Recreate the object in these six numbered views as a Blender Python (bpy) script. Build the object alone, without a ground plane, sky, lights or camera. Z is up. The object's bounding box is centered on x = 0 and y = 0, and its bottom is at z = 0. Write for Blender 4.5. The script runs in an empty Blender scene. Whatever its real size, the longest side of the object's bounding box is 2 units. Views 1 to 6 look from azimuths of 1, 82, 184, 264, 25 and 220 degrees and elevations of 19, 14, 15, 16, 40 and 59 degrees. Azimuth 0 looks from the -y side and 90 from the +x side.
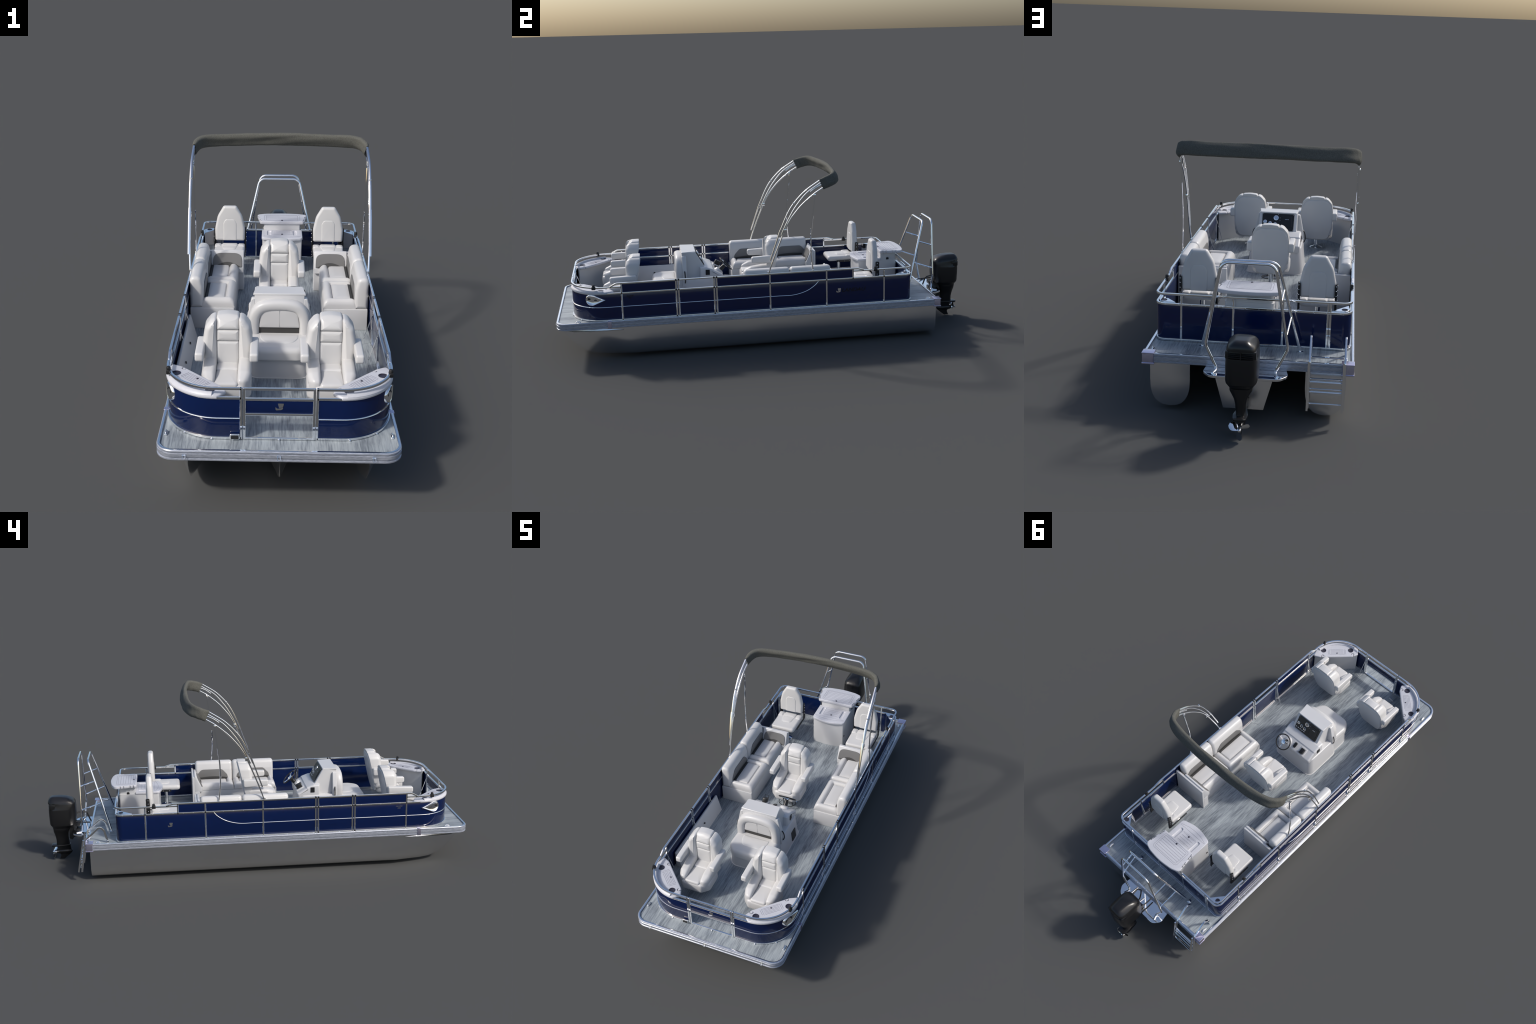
import bpy, bmesh, math, random
from mathutils import Vector, Matrix, noise

random.seed(7)
PI = math.pi

# ------------------------------------------------------------------ helpers
def V(*a):
    return Vector(a)

class Geo:
    """Accumulates vertices and faces (each face with a material slot)."""
    def __init__(self):
        self.v, self.f, self.m = [], [], []
    def add(self, vf, mi=0, M=None):
        verts, faces = vf
        o = len(self.v)
        self.v += [(M @ Vector(p)) if M is not None else Vector(p) for p in verts]
        self.f += [tuple(i + o for i in f) for f in faces]
        self.m += [mi] * len(faces)
        return self
    def mirror_x(self):
        g = Geo()
        g.v = [Vector((-p.x, p.y, p.z)) for p in self.v]
        g.f = [tuple(reversed(f)) for f in self.f]
        g.m = list(self.m)
        return g

def make(name, geo, mats, parent=None, angle=35, kind=None, flat_ngons=False):
    if not isinstance(geo, Geo):
        geo = Geo().add(geo)
    if not isinstance(mats, (list, tuple)):
        mats = [mats]
    me = bpy.data.meshes.new(name)
    me.from_pydata([tuple(p) for p in geo.v], [], geo.f)
    for m in mats:
        me.materials.append(m)
    me.polygons.foreach_set("material_index", geo.m)
    bm = bmesh.new()
    bm.from_mesh(me)
    bmesh.ops.recalc_face_normals(bm, faces=bm.faces)
    caps = [f for f in bm.faces if len(f.verts) > 6]
    for f in bm.faces:
        f.smooth = len(f.verts) <= 6
    if caps and not flat_ngons:
        bmesh.ops.triangulate(bm, faces=caps, ngon_method='BEAUTY')
    bm.to_mesh(me)
    bm.free()
    me.set_sharp_from_angle(angle=math.radians(angle))
    me.update()
    ob = bpy.data.objects.new(name, me)
    bpy.context.scene.collection.objects.link(ob)
    if parent is not None:
        ob.parent = parent
    if kind:
        ob["kind"] = kind
    return ob

def twin(ob, parent=None, loc=(0, 0, 0)):
    """A copy that shares mesh data."""
    c = ob.copy()
    bpy.context.scene.collection.objects.link(c)
    c.parent = parent if parent is not None else ob.parent
    c.location = loc
    return c

def both_sides(name, geo, mats, parent=None, angle=35, kind=None):
    a = make(name, geo, mats, parent, angle, kind)
    b = make(name, geo.mirror_x(), mats, parent, angle, kind)
    return a, b

def subtract(ob, cutters):
    """Boolean difference, applied."""
    for c in cutters:
        m = ob.modifiers.new("cut", 'BOOLEAN')
        m.operation = 'DIFFERENCE'
        m.solver = 'EXACT'
        m.object = c
    dg = bpy.context.evaluated_depsgraph_get()
    me = bpy.data.meshes.new_from_object(ob.evaluated_get(dg))
    ob.modifiers.clear()
    old = ob.data
    ob.data = me
    me.name = old.name
    me.polygons.foreach_set("use_smooth", [len(p.vertices) <= 6 for p in me.polygons])
    me.set_sharp_from_angle(angle=math.radians(35))
    for c in cutters:
        bpy.data.objects.remove(c)
    return ob

def frame(o, x, y, z):
    M = Matrix.Identity(4)
    for i, a in enumerate((x, y, z)):
        M[0][i], M[1][i], M[2][i] = a
    M[0][3], M[1][3], M[2][3] = o
    return M

def rpoly(pts, r=0.0, seg=5):
    """Polygon with rounded corners. A point may carry its own radius (x, y, r)."""
    out = []
    n = len(pts)
    for i in range(n):
        p = Vector(pts[i][:2])
        rr = pts[i][2] if len(pts[i]) > 2 else r
        a = Vector(pts[i - 1][:2]) - p
        b = Vector(pts[(i + 1) % n][:2]) - p
        la, lb = a.length, b.length
        if rr <= 1e-6 or la < 1e-9 or lb < 1e-9:
            out.append((p.x, p.y))
            continue
        a.normalize(); b.normalize()
        ang = a.angle(b)
        if ang > PI - 0.02:
            out.append((p.x, p.y))
            continue
        d = min(rr / math.tan(ang / 2), la * 0.49, lb * 0.49)
        rr = d * math.tan(ang / 2)
        c = p + (a + b).normalized() * (rr / math.sin(ang / 2))
        s, e = p + a * d - c, p + b * d - c
        a0 = math.atan2(s.y, s.x)
        da = math.atan2(e.y, e.x) - a0
        while da > PI: da -= 2 * PI
        while da < -PI: da += 2 * PI
        for k in range(seg + 1):
            t = a0 + da * k / seg
            out.append((c.x + rr * math.cos(t), c.y + rr * math.sin(t)))
    return out

def rrect(x0, x1, y0, y1, r, seg=5):
    return rpoly([(x0, y0), (x1, y0), (x1, y1), (x0, y1)], r, seg)

def circle(cx, cy, r, n=24):
    return [(cx + r * math.cos(2 * PI * i / n), cy + r * math.sin(2 * PI * i / n)) for i in range(n)]

def area(pts):
    return 0.5 * sum(pts[i - 1][0] * pts[i][1] - pts[i][0] * pts[i - 1][1] for i in range(len(pts)))

def inset_dirs(pts):
    n = len(pts)
    out = []
    for i in range(n):
        p, a, b = Vector(pts[i]), Vector(pts[i - 1]), Vector(pts[(i + 1) % n])
        e1, e2 = (p - a), (b - p)
        if e1.length < 1e-9: e1 = e2.copy()
        if e2.length < 1e-9: e2 = e1.copy()
        e1.normalize(); e2.normalize()
        n1, n2 = Vector((-e1.y, e1.x)), Vector((-e2.y, e2.x))
        m = n1 + n2
        if m.length < 1e-6:
            m = n1.copy()
        m.normalize()
        c = max(0.45, m.dot(n1))
        out.append(m / c)
    return out

def inset_ring(pts, d, ins):
    """Offset a polygon inward; corners tighter than the offset collapse to a mitre."""
    n = len(pts)
    new = [Vector((p[0] + q.x * ins, p[1] + q.y * ins)) for p, q in zip(pts, d)]
    if ins <= 0:
        return new
    P = [Vector(p) for p in pts]
    for _ in range(4):
        flip = []
        for i in range(n):
            e = P[(i + 1) % n] - P[i]
            f = new[(i + 1) % n] - new[i]
            flip.append(e.length > 1e-9 and f.dot(e) < -1e-12)
        if not any(flip) or all(flip):
            break
        start = next(i for i in range(n) if flip[i] and not flip[i - 1])
        i = 0
        while i < n:
            a = (start + i) % n
            if not flip[a]:
                i += 1
                continue
            k = 0
            while flip[(a + k) % n] and k < n:
                k += 1
            b = (a + k) % n
            d1 = P[a] - P[a - 1]
            d2 = P[(b + 1) % n] - P[b]
            den = d1.x * d2.y - d1.y * d2.x
            if abs(den) > 1e-4 * d1.length * d2.length:
                w = new[b] - new[a]
                t = (w.x * d2.y - w.y * d2.x) / den
                hit = new[a] + d1 * t
                if (hit - new[a]).length > 4 * ins + 0.01:
                    hit = (new[a] + new[b]) / 2
            else:
                hit = (new[a] + new[b]) / 2
            for q in range(k + 1):
                new[(a + q) % n] = hit.copy()
            i += k + 1
    return new

def slab(outline, z0, z1, r=0.0, puff=0.0, seg=4, taper=1.0, r0=None, cen=None):
    """Prism over a 2D outline with rounded rims; 'puff' domes the top, 'taper' scales it."""
    pts = list(outline)
    if area(pts) < 0:
        pts.reverse()
    n = len(pts)
    d = inset_dirs(pts)
    cx = sum(p[0] for p in pts) / n if cen is None else cen[0]
    cy = sum(p[1] for p in pts) / n if cen is None else cen[1]
    rb = r if r0 is None else r0
    verts, faces = [], []
    def ring(ins, z):
        t = (z - z0) / (z1 - z0) if z1 != z0 else 0
        s = 1 + (taper - 1) * min(1, max(0, t))
        o = len(verts)
        for x, y in inset_ring(pts, d, ins):
            verts.append((cx + (x - cx) * s, cy + (y - cy) * s, z))
        return o
    rings = []
    if rb > 0:
        for k in range(seg):
            a = k / seg * PI / 2
            rings.append(ring(rb * (1 - math.sin(a)), z0 + rb * (1 - math.cos(a))))
        rings.append(ring(0, z0 + rb))
    else:
        rings.append(ring(0, z0))
    if r > 0:
        rings.append(ring(0, z1 - r))
        for k in range(1, seg + 1):
            a = k / seg * PI / 2
            rings.append(ring(r * (1 - math.cos(a)), z1 - r * (1 - math.sin(a))))
    else:
        rings.append(ring(0, z1))
    for a, b in zip(rings, rings[1:]):
        for i in range(n):
            j = (i + 1) % n
            faces.append((a + i, a + j, b + j, b + i))
    faces.append(tuple(reversed(range(rings[0], rings[0] + n))))
    top = rings[-1]
    if puff:
        base = [verts[top + i] for i in range(n)]
        prev = top
        for t in (0.93, 0.8, 0.6, 0.35):
            o = len(verts)
            for x, y, z in base:
                verts.append((cx + (x - cx) * t, cy + (y - cy) * t, z + puff * (1 - t * t) ** 0.7))
            for i in range(n):
                j = (i + 1) % n
                faces.append((prev + i, prev + j, o + j, o + i))
            prev = o
        c = len(verts)
        verts.append((cx, cy, base[0][2] + puff))
        for i in range(n):
            faces.append((prev + i, prev + (i + 1) % n, c))
    else:
        faces.append(tuple(range(top, top + n)))
    return verts, faces

def box(x0, x1, y0, y1, z0, z1, r=0.0, seg=3):
    rc = min(r, 0.49 * (x1 - x0), 0.49 * (y1 - y0))
    out = rrect(x0, x1, y0, y1, rc, seg) if r > 0 else [(x0, y0), (x1, y0), (x1, y1), (x0, y1)]
    return slab(out, z0, z1, min(r, 0.49 * (z1 - z0)) * (0.98 if r > 0 else 0), seg=seg)

# planes for slabs: extrude along y (outline in x,z) or along x (outline in y,z)
def XZ(y=0.0, sign=1):   # outline (x, z); slab height runs along sign*y
    return frame((0, y, 0), (1, 0, 0), (0, 0, 1), (0, sign, 0))
def YZ(x=0.0, sign=1):   # outline (y, z); slab height runs along sign*x
    return frame((x, 0, 0), (0, 1, 0), (0, 0, 1), (sign, 0, 0))

def fillet3(pts, r, seg=5):
    """Round the inner corners of a 3D polyline."""
    P = [Vector(p) for p in pts]
    out = [P[0]]
    for i in range(1, len(P) - 1):
        p = P[i]
        a, b = P[i - 1] - p, P[i + 1] - p
        la, lb = a.length, b.length
        a.normalize(); b.normalize()
        ang = a.angle(b)
        if ang > PI - 0.03:
            out.append(p); continue
        d = min(r / math.tan(ang / 2), la * 0.48, lb * 0.48)
        rr = d * math.tan(ang / 2)
        bis = (a + b).normalized()
        c = p + bis * (rr / math.sin(ang / 2))
        s, e = (p + a * d - c), (p + b * d - c)
        tot = s.angle(e)
        for k in range(seg + 1):
            t = k / seg
            q = (s * math.sin((1 - t) * tot) + e * math.sin(t * tot)) / math.sin(tot)
            out.append(c + q)
    out.append(P[-1])
    return out

def smooth3(pts, n=40):
    """Catmull-Rom through points."""
    P = [Vector(p) for p in pts]
    P = [P[0] * 2 - P[1]] + P + [P[-1] * 2 - P[-2]]
    out = []
    segs = len(P) - 3
    per = max(2, n // segs)
    for i in range(segs):
        p0, p1, p2, p3 = P[i:i + 4]
        for k in range(per):
            t = k / per
            out.append(0.5 * ((2 * p1) + (p2 - p0) * t + (2 * p0 - 5 * p1 + 4 * p2 - p3) * t * t
                              + (3 * p1 - p0 - 3 * p2 + p3) * t ** 3))
    out.append(P[-2])
    return out

def sweep(path, prof, up=None, closed=False, cap=True):
    """Sweep a 2D profile (side, up) along a path. up=None: parallel transport."""
    P = [Vector(p) for p in path]
    n, k = len(P), len(prof)
    T = []
    for i in range(n):
        if closed:
            t = P[(i + 1) % n] - P[i - 1]
        else:
            t = P[min(i + 1, n - 1)] - P[max(i - 1, 0)]
        T.append(t.normalized())
    verts, faces = [], []
    u = None
    for i in range(n):
        t = T[i]
        if up is not None:
            s = t.cross(Vector(up))
            s.normalize()
            w = s.cross(t)
        else:
            if u is None:
                u = Vector((0, 0, 1)) if abs(t.z) < 0.9 else Vector((1, 0, 0))
            s = t.cross(u).normalized()
            w = s.cross(t)
            u = w
        # widen at mitres
        sc = 1.0
        if closed or 0 < i < n - 1:
            d = (P[i] - P[i - 1]).normalized()
            sc = 1 / max(0.5, d.dot(t))
        for a, b in prof:
            verts.append(P[i] + s * (a * (sc if up is not None else 1)) + w * b)
    m = n if closed else n - 1
    for i in range(m):
        a, b = i * k, ((i + 1) % n) * k
        for j in range(k):
            q = (j + 1) % k
            faces.append((a + j, a + q, b + q, b + j))
    if cap and not closed:
        faces.append(tuple(reversed(range(k))))
        faces.append(tuple(range((n - 1) * k, n * k)))
    return verts, faces

def rnd(r, n=10):
    return [(r * math.cos(2 * PI * i / n), r * math.sin(2 * PI * i / n)) for i in range(n)]
def sq(w, h, c=0.0008):
    return rpoly([(-w / 2, -h / 2), (w / 2, -h / 2), (w / 2, h / 2), (-w / 2, h / 2)], c, 2)
def tube(pts, r, n=10, fil=0, closed=False):
    return sweep(fillet3(pts, fil) if fil else pts, rnd(r, n), closed=closed)

def lathe(prof, n=28, M=None):
    """Revolve (radius, height) pairs round z."""
    verts, faces = [], []
    k = len(prof)
    for i in range(n):
        a = 2 * PI * i / n
        for r, h in prof:
            verts.append((r * math.cos(a), r * math.sin(a), h))
    for i in range(n):
        for j in range(k - 1):
            a, b = i * k, ((i + 1) % n) * k
            faces.append((a + j, b + j, b + j + 1, a + j + 1))
    if prof[0][0] > 1e-6:
        faces.append(tuple(i * k for i in range(n)))
    if prof[-1][0] > 1e-6:
        faces.append(tuple(i * k + k - 1 for i in reversed(range(n))))
    if M is not None:
        verts = [M @ Vector(p) for p in verts]
    return verts, faces

def loft(rings, cap=True):
    k = len(rings[0])
    verts = [Vector(p) for r in rings for p in r]
    faces = []
    for i in range(len(rings) - 1):
        for j in range(k):
            q = (j + 1) % k
            faces.append((i * k + j, i * k + q, (i + 1) * k + q, (i + 1) * k + j))
    if cap:
        faces.append(tuple(reversed(range(k))))
        faces.append(tuple(range((len(rings) - 1) * k, len(rings) * k)))
    return verts, faces

def sphere(c, r, n=8, sz=1.0):
    prof = [(max(1e-7, r * math.sin(PI * i / n)), -r * sz * math.cos(PI * i / n)) for i in range(n + 1)]
    return lathe(prof, n * 2, Matrix.Translation(Vector(c)))

def look_frame(o, zdir, xhint=(1, 0, 0)):
    z = Vector(zdir).normalized()
    x = Vector(xhint)
    x = (x - z * x.dot(z)).normalized()
    return frame(o, x, z.cross(x), z)

# ---------------------------------------------------------------- materials
def mat(name, col, rough=0.5, metal=0.0, coat=0.0, spec=0.5, sheen=0.0):
    m = bpy.data.materials.new(name)
    m.use_nodes = True
    b = m.node_tree.nodes["Principled BSDF"]
    b.inputs["Base Color"].default_value = (*col, 1)
    b.inputs["Roughness"].default_value = rough
    b.inputs["Metallic"].default_value = metal
    b.inputs["Coat Weight"].default_value = coat
    b.inputs["Coat Roughness"].default_value = 0.05
    b.inputs["Specular IOR Level"].default_value = spec
    b.inputs["Sheen Weight"].default_value = sheen
    return m

def noise_into(m, scale, stops, stretch=(1, 1, 1), detail=4.0, bump=0.0, rough=0.5):
    """Noise -> colour ramp -> base colour, optional bump."""
    nt = m.node_tree
    b = nt.nodes["Principled BSDF"]
    tc = nt.nodes.new("ShaderNodeTexCoord")
    mp = nt.nodes.new("ShaderNodeMapping")
    mp.inputs["Scale"].default_value = stretch
    nz = nt.nodes.new("ShaderNodeTexNoise")
    nz.inputs["Scale"].default_value = scale
    nz.inputs["Detail"].default_value = detail
    nz.inputs["Roughness"].default_value = rough
    cr = nt.nodes.new("ShaderNodeValToRGB")
    els = cr.color_ramp.elements
    while len(els) > 1:
        els.remove(els[-1])
    els[0].position, els[0].color = stops[0][0], (*stops[0][1], 1)
    for p, c in stops[1:]:
        e = els.new(p)
        e.color = (*c, 1)
    nt.links.new(tc.outputs["Object"], mp.inputs["Vector"])
    nt.links.new(mp.outputs["Vector"], nz.inputs["Vector"])
    nt.links.new(nz.outputs["Fac"], cr.inputs["Fac"])
    nt.links.new(cr.outputs["Color"], b.inputs["Base Color"])
    if bump:
        bp = nt.nodes.new("ShaderNodeBump")
        bp.inputs["Strength"].default_value = bump
        bp.inputs["Distance"].default_value = 0.001
        nt.links.new(nz.outputs["Fac"], bp.inputs["Height"])
        nt.links.new(bp.outputs["Normal"], b.inputs["Normal"])
    return m

CHROME = mat("polished_metal", (0.93, 0.94, 0.95), 0.04, 1.0)
PONT = noise_into(mat("pontoon_aluminium", (0.9, 0.9, 0.9), 0.2, 1.0), 3.0,
                  [(0.3, (0.88, 0.88, 0.89)), (0.7, (0.94, 0.94, 0.94))], (1, 1, 3))
TRIM = noise_into(mat("brushed_trim_aluminium", (0.6, 0.6, 0.64), 0.3, 0.45), 9.0,
                  [(0.3, (0.24, 0.26, 0.31)), (0.5, (0.42, 0.45, 0.52)), (0.72, (0.58, 0.61, 0.69))],
                  (7, 7, 70), 6, 0.12, 0.7)
LILAC = mat("pale_violet_cap", (0.60, 0.58, 0.74), 0.25, 0.9)
BLUE = noise_into(mat("navy_gloss_paint", (0.0028, 0.0105, 0.060), 0.12), 2.0,
                  [(0.3, (0.0016, 0.0090, 0.053)), (0.7, (0.0020, 0.0102, 0.059))])
VINYL = noise_into(mat("white_vinyl", (0.8, 0.8, 0.8), 0.34), 6.0,
                   [(0.3, (0.575, 0.57, 0.565)), (0.7, (0.605, 0.60, 0.595))])
GEL = noise_into(mat("white_gelcoat", (0.62, 0.62, 0.63), 0.3), 5.0,
                 [(0.3, (0.575, 0.575, 0.58)), (0.7, (0.61, 0.61, 0.615))])
TOPGEL = noise_into(mat("table_top_gelcoat", (0.6, 0.61, 0.65), 0.4), 160.0,
                    [(0.3, (0.535, 0.54, 0.58)), (0.7, (0.57, 0.575, 0.615))])
GREYV = noise_into(mat("grey_vinyl_insert", (0.16, 0.158, 0.155), 0.5), 8.0,
                   [(0.3, (0.135, 0.133, 0.131)), (0.7, (0.16, 0.158, 0.155))])
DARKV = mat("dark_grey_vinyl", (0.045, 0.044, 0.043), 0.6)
BLACK = mat("black_plastic", (0.012, 0.012, 0.013), 0.4)
MOTOR = noise_into(mat("black_motor_paint", (0.01, 0.01, 0.011), 0.28), 8.0,
                   [(0.3, (0.008, 0.008, 0.009)), (0.7, (0.012, 0.012, 0.013))])
LETTER = mat("black_lettering", (0.002, 0.002, 0.003), 0.3)
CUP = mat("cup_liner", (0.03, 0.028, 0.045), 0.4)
GROOVE = mat("groove_grey", (0.25, 0.25, 0.3), 0.6)
DIAL = mat("gauge_face", (0.3, 0.38, 0.45), 0.15)
CANVAS = noise_into(mat("canopy_canvas", (0.09, 0.09, 0.08), 0.95, spec=0.2), 420.0,
                    [(0.3, (0.085, 0.085, 0.075)), (0.7, (0.14, 0.14, 0.124))], (1, 1, 1), 2, 0.4)

def deck_material():
    m = mat("weathered_wood_vinyl", (0.3, 0.33, 0.36), 0.45)
    nt = m.node_tree
    b = nt.nodes["Principled BSDF"]
    tc = nt.nodes.new("ShaderNodeTexCoord")
    def streak(scale, sx, sy, detail, rough):
        mp = nt.nodes.new("ShaderNodeMapping")
        mp.inputs["Scale"].default_value = (sx, sy, 1)
        nz = nt.nodes.new("ShaderNodeTexNoise")
        nz.inputs["Scale"].default_value = scale
        nz.inputs["Detail"].default_value = detail
        nz.inputs["Roughness"].default_value = rough
        nt.links.new(tc.outputs["Object"], mp.inputs["Vector"])
        nt.links.new(mp.outputs["Vector"], nz.inputs["Vector"])
        return nz
    fine = streak(14, 16, 1.2, 5, 0.6)
    broad = streak(9, 3.2, 0.5, 3, 0.5)
    mix = nt.nodes.new("ShaderNodeMix")
    mix.data_type = 'FLOAT'
    mix.inputs[0].default_value = 0.42
    nt.links.new(fine.outputs["Fac"], mix.inputs[2])
    nt.links.new(broad.outputs["Fac"], mix.inputs[3])
    cr = nt.nodes.new("ShaderNodeValToRGB")
    els = cr.color_ramp.elements
    els[0].position, els[0].color = 0.33, (0.11, 0.128, 0.15, 1)
    els[1].position, els[1].color = 0.66, (0.40, 0.44, 0.46, 1)
    e = els.new(0.44); e.color = (0.215, 0.243, 0.27, 1)
    e = els.new(0.53); e.color = (0.315, 0.35, 0.375, 1)
    nt.links.new(mix.outputs[0], cr.inputs["Fac"])
    nt.links.new(cr.outputs["Color"], b.inputs["Base Color"])
    bp = nt.nodes.new("ShaderNodeBump")
    bp.inputs["Strength"].default_value = 0.15
    bp.inputs["Distance"].default_value = 0.001
    nt.links.new(fine.outputs["Fac"], bp.inputs["Height"])
    nt.links.new(bp.outputs["Normal"], b.inputs["Normal"])
    return m
DECK = deck_material()

# --------------------------------------------------------------------- root
root = bpy.data.objects.new("pontoon_boat", None)
bpy.context.scene.collection.objects.link(root)
root["label"] = "white and navy pontoon boat with fishing seats, folded canopy and outboard"
root["category"] = "boat"

FLOOR = 0.1895

# ------------------------------------------------------------ deck and trim
HW, YB, YS = 0.337, -0.986, 0.790
deck_outline = rpoly([(-HW, YB, 0.045), (HW, YB, 0.045), (HW, YS), (-HW, YS)], 0, 8)
make("deck", slab(deck_outline, 0.166, FLOOR), DECK, root)

# ribbed extrusion round the deck: (outward, z)
rib = [(0.000, 0.1625), (0.0045, 0.1625), (0.006, 0.164), (0.006, 0.1675), (0.0035, 0.169), (0.0035, 0.1725),
       (0.006, 0.174), (0.006, 0.1835), (0.0035, 0.185), (0.0035, 0.1872), (0.006, 0.1885), (0.006, 0.192),
       (0.0045, 0.1938), (-0.0025, 0.1938), (-0.0035, 0.1928), (-0.0035, 0.189), (-0.0005, 0.188)]
side_path = [V(-HW, YS - 0.02, 0)] + [V(x, y, 0) for x, y in
             rpoly([(-HW, YB, 0.045), (HW, YB, 0.045), (HW, YS), (-HW, YS)], 0, 10)[:22]] + [V(HW, YS - 0.02, 0)]
rim = make("deck_trim", sweep(side_path, [(a, z) for a, z in rib], up=(0, 0, 1)), TRIM, root, 25)
make("deck_trim", sweep([V(HW - 0.03, YS, 0), V(-HW + 0.03, YS, 0)], [(a, z) for a, z in rib], up=(0, 0, 1)), TRIM, root, 25)
# bright lip on top of the trim
lip_path = [p + V(0, 0, 0.1941) for p in side_path]
make("trim_lip", sweep(lip_path, sq(0.007, 0.0016, 0.0005), up=(0, 0, 1)), CHROME, root)
make("trim_lip", sweep([V(HW - 0.03, YS, 0.1941), V(-HW + 0.03, YS, 0.1941)], sq(0.008, 0.0016, 0.0005), up=(0, 0, 1)), CHROME, root)

for s in (-1, 1):
    g = Geo()
    g.add(box(min(s * 0.305, s * 0.3435), max(s * 0.305, s * 0.3435), 0.768, 0.799, 0.159, 0.1965, 0.003))
    g.add(box(min(s * 0.303, s * 0.3445), max(s * 0.303, s * 0.3445), 0.766, 0.801, 0.1575, 0.1625, 0.001))
    g.add(box(min(s * 0.303, s * 0.3445), max(s * 0.303, s * 0.3445), 0.766, 0.801, 0.193, 0.1975, 0.001))
    make("corner_cap", g, LILAC, root)
    make("joint_cover", box(min(s * 0.330, s * 0.3445), max(s * 0.330, s * 0.3445), -0.762, -0.744, 0.160, 0.1955, 0.0015), LILAC, root)

# tie-down rings on the bow face
for x in (-0.262, 0.0, 0.262):
    g = Geo()
    g.add(tube([V(x - 0.004, YB - 0.007, 0.184), V(x + 0.004, YB - 0.007, 0.184), V(x + 0.004, YB - 0.013, 0.172),
                V(x - 0.004, YB - 0.013, 0.172), V(x - 0.004, YB - 0.007, 0.184)], 0.0009, 6, 0.002))
    g.add(tube([V(x - 0.006, YB - 0.0068, 0.1795), V(x + 0.006, YB - 0.0068, 0.1795)], 0.0013, 6))
    make("tie_down_ring", g, CHROME, root)
# deck cleats
cleat = Geo()
cleat.add(box(-0.004, 0.004, -0.013, 0.013, 0.0, 0.005, 0.002))
cleat.add(tube([V(0, -0.009, 0.004), V(0, -0.007, 0.009), V(0, 0.007, 0.009), V(0, 0.009, 0.004)], 0.0016, 8, 0.003))
cl = make("cleat", cleat, CHROME, root)
cl.location = (-0.322, -0.893, FLOOR)
for p in ((0.322, -0.893, FLOOR), (-0.318, 0.745, FLOOR), (0.318, 0.745, FLOOR)):
    twin(cl, root, p)

# ---------------------------------------------------------------- pontoons
def pontoon_rings(cx, hw_full, ztop, zbot, ynose, yaft, trap=0.0, rise=4.2):
    """Cross-sections from stern to bow: straight tube, then a nose that rises and narrows to a keel edge."""
    rings = []
    ys = [yaft, yaft - 0.3, 0.0, -0.4, -0.62]
    nose0 = -0.66
    ys += [nose0 + (ynose - nose0) * (i / 16) for i in range(17)]
    for y in ys:
        t = max(0.0, (nose0 - y) / (nose0 - ynose))
        w = hw_full * max(0.014, (1 - t ** 2.1) ** 0.95)
        zk = zbot - (0.020 * min(1.0, max(0.0, (yaft - y) / 0.3)) if trap else 0.0)   # centre keel drops ahead of the pod
        zb = zk + (0.140 - zk) * (t ** rise)
        zsh = ztop - 0.002
        wt = w * 0.98
        r = min(w, (zsh - zb) * 0.55, hw_full)
        pts = [(-w, ztop)]
        N = 12
        if trap:
            wb = w * trap * (1 - 0.9 * min(1, 1.5 * t))
            pts += [(-w + (w - wb) * k / 4, zsh + (zb - zsh) * k / 4) for k in range(1, 4)]
            pts += [(-wb, zb), (0, zb - 0.0), (wb, zb)]
            pts += [(wb + (w - wb) * k / 4, zb + (zsh - zb) * k / 4) for k in range(1, 4)]
        else:
            h = (zsh - zb) * min(0.98, 0.58 + 0.55 * t)
            for k in range(N + 1):
                a = PI + PI * k / N
                ca, sa = math.cos(a), math.sin(a)
                e = 0.82 + 0.75 * min(1, 1.3 * t)
                pts.append((w * math.copysign(abs(ca) ** e, ca), zb + h + h * math.copysign(abs(sa) ** e, sa)))
        pts += [(w, ztop)]
        rings.append([(cx + px, y, pz) for px, pz in pts])
    return rings

for s in (-1, 1):
    make("pontoon", loft(pontoon_rings(s * 0.254, 0.0655, 0.166, 0.011, -0.967, 0.784)), PONT, root, 40)
make("center_pontoon", loft(pontoon_rings(0.003, 0.094, 0.166, 0.052, -0.963, 0.862, trap=0.68, rise=6.5)), PONT, root, 40)
# bright nose plates under the bow deck
for s in (-1, 1):
    P = [(s * 0.3200, -0.69), (s * 0.3230, -0.76), (s * 0.3220, -0.85), (s * 0.313, -0.915), (s * 0.288, -0.948), (s * 0.258, -0.955), (s * 0.250, -0.955), (s * 0.250, -0.69)]
    make("nose_plate", slab(rpoly(P, 0.004, 2), 0.1430, 0.1475, 0.001, seg=1), CHROME, root)

# ------------------------------------------------------------ fence and rails
FX, FB, FS = 0.3262, -0.9180, 0.6585
def fence_half(off=0.0, n=18):
    """Right-hand plan curve from bow centre to stern centre, offset outward."""
    cx, cy, rx, ry = 0.175, -0.762, FX - 0.175 + off, -0.762 - FB + off
    pts = [(0.1, FB - off)]
    for k in range(n + 1):
        a = -PI / 2 + PI / 2 * k / n
        pts.append((cx + rx * math.cos(a), cy + ry * math.sin(a)))
    r = 0.028 + off
    c2x, c2y = FX + off - r, FS + off - r
    for k in range(9):
        a = PI / 2 * k / 8
        pts.append((c2x + r * math.cos(a), c2y + r * math.sin(a)))
    pts.append((0.0, FS + off))
    return pts
HALF = fence_half()

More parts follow.
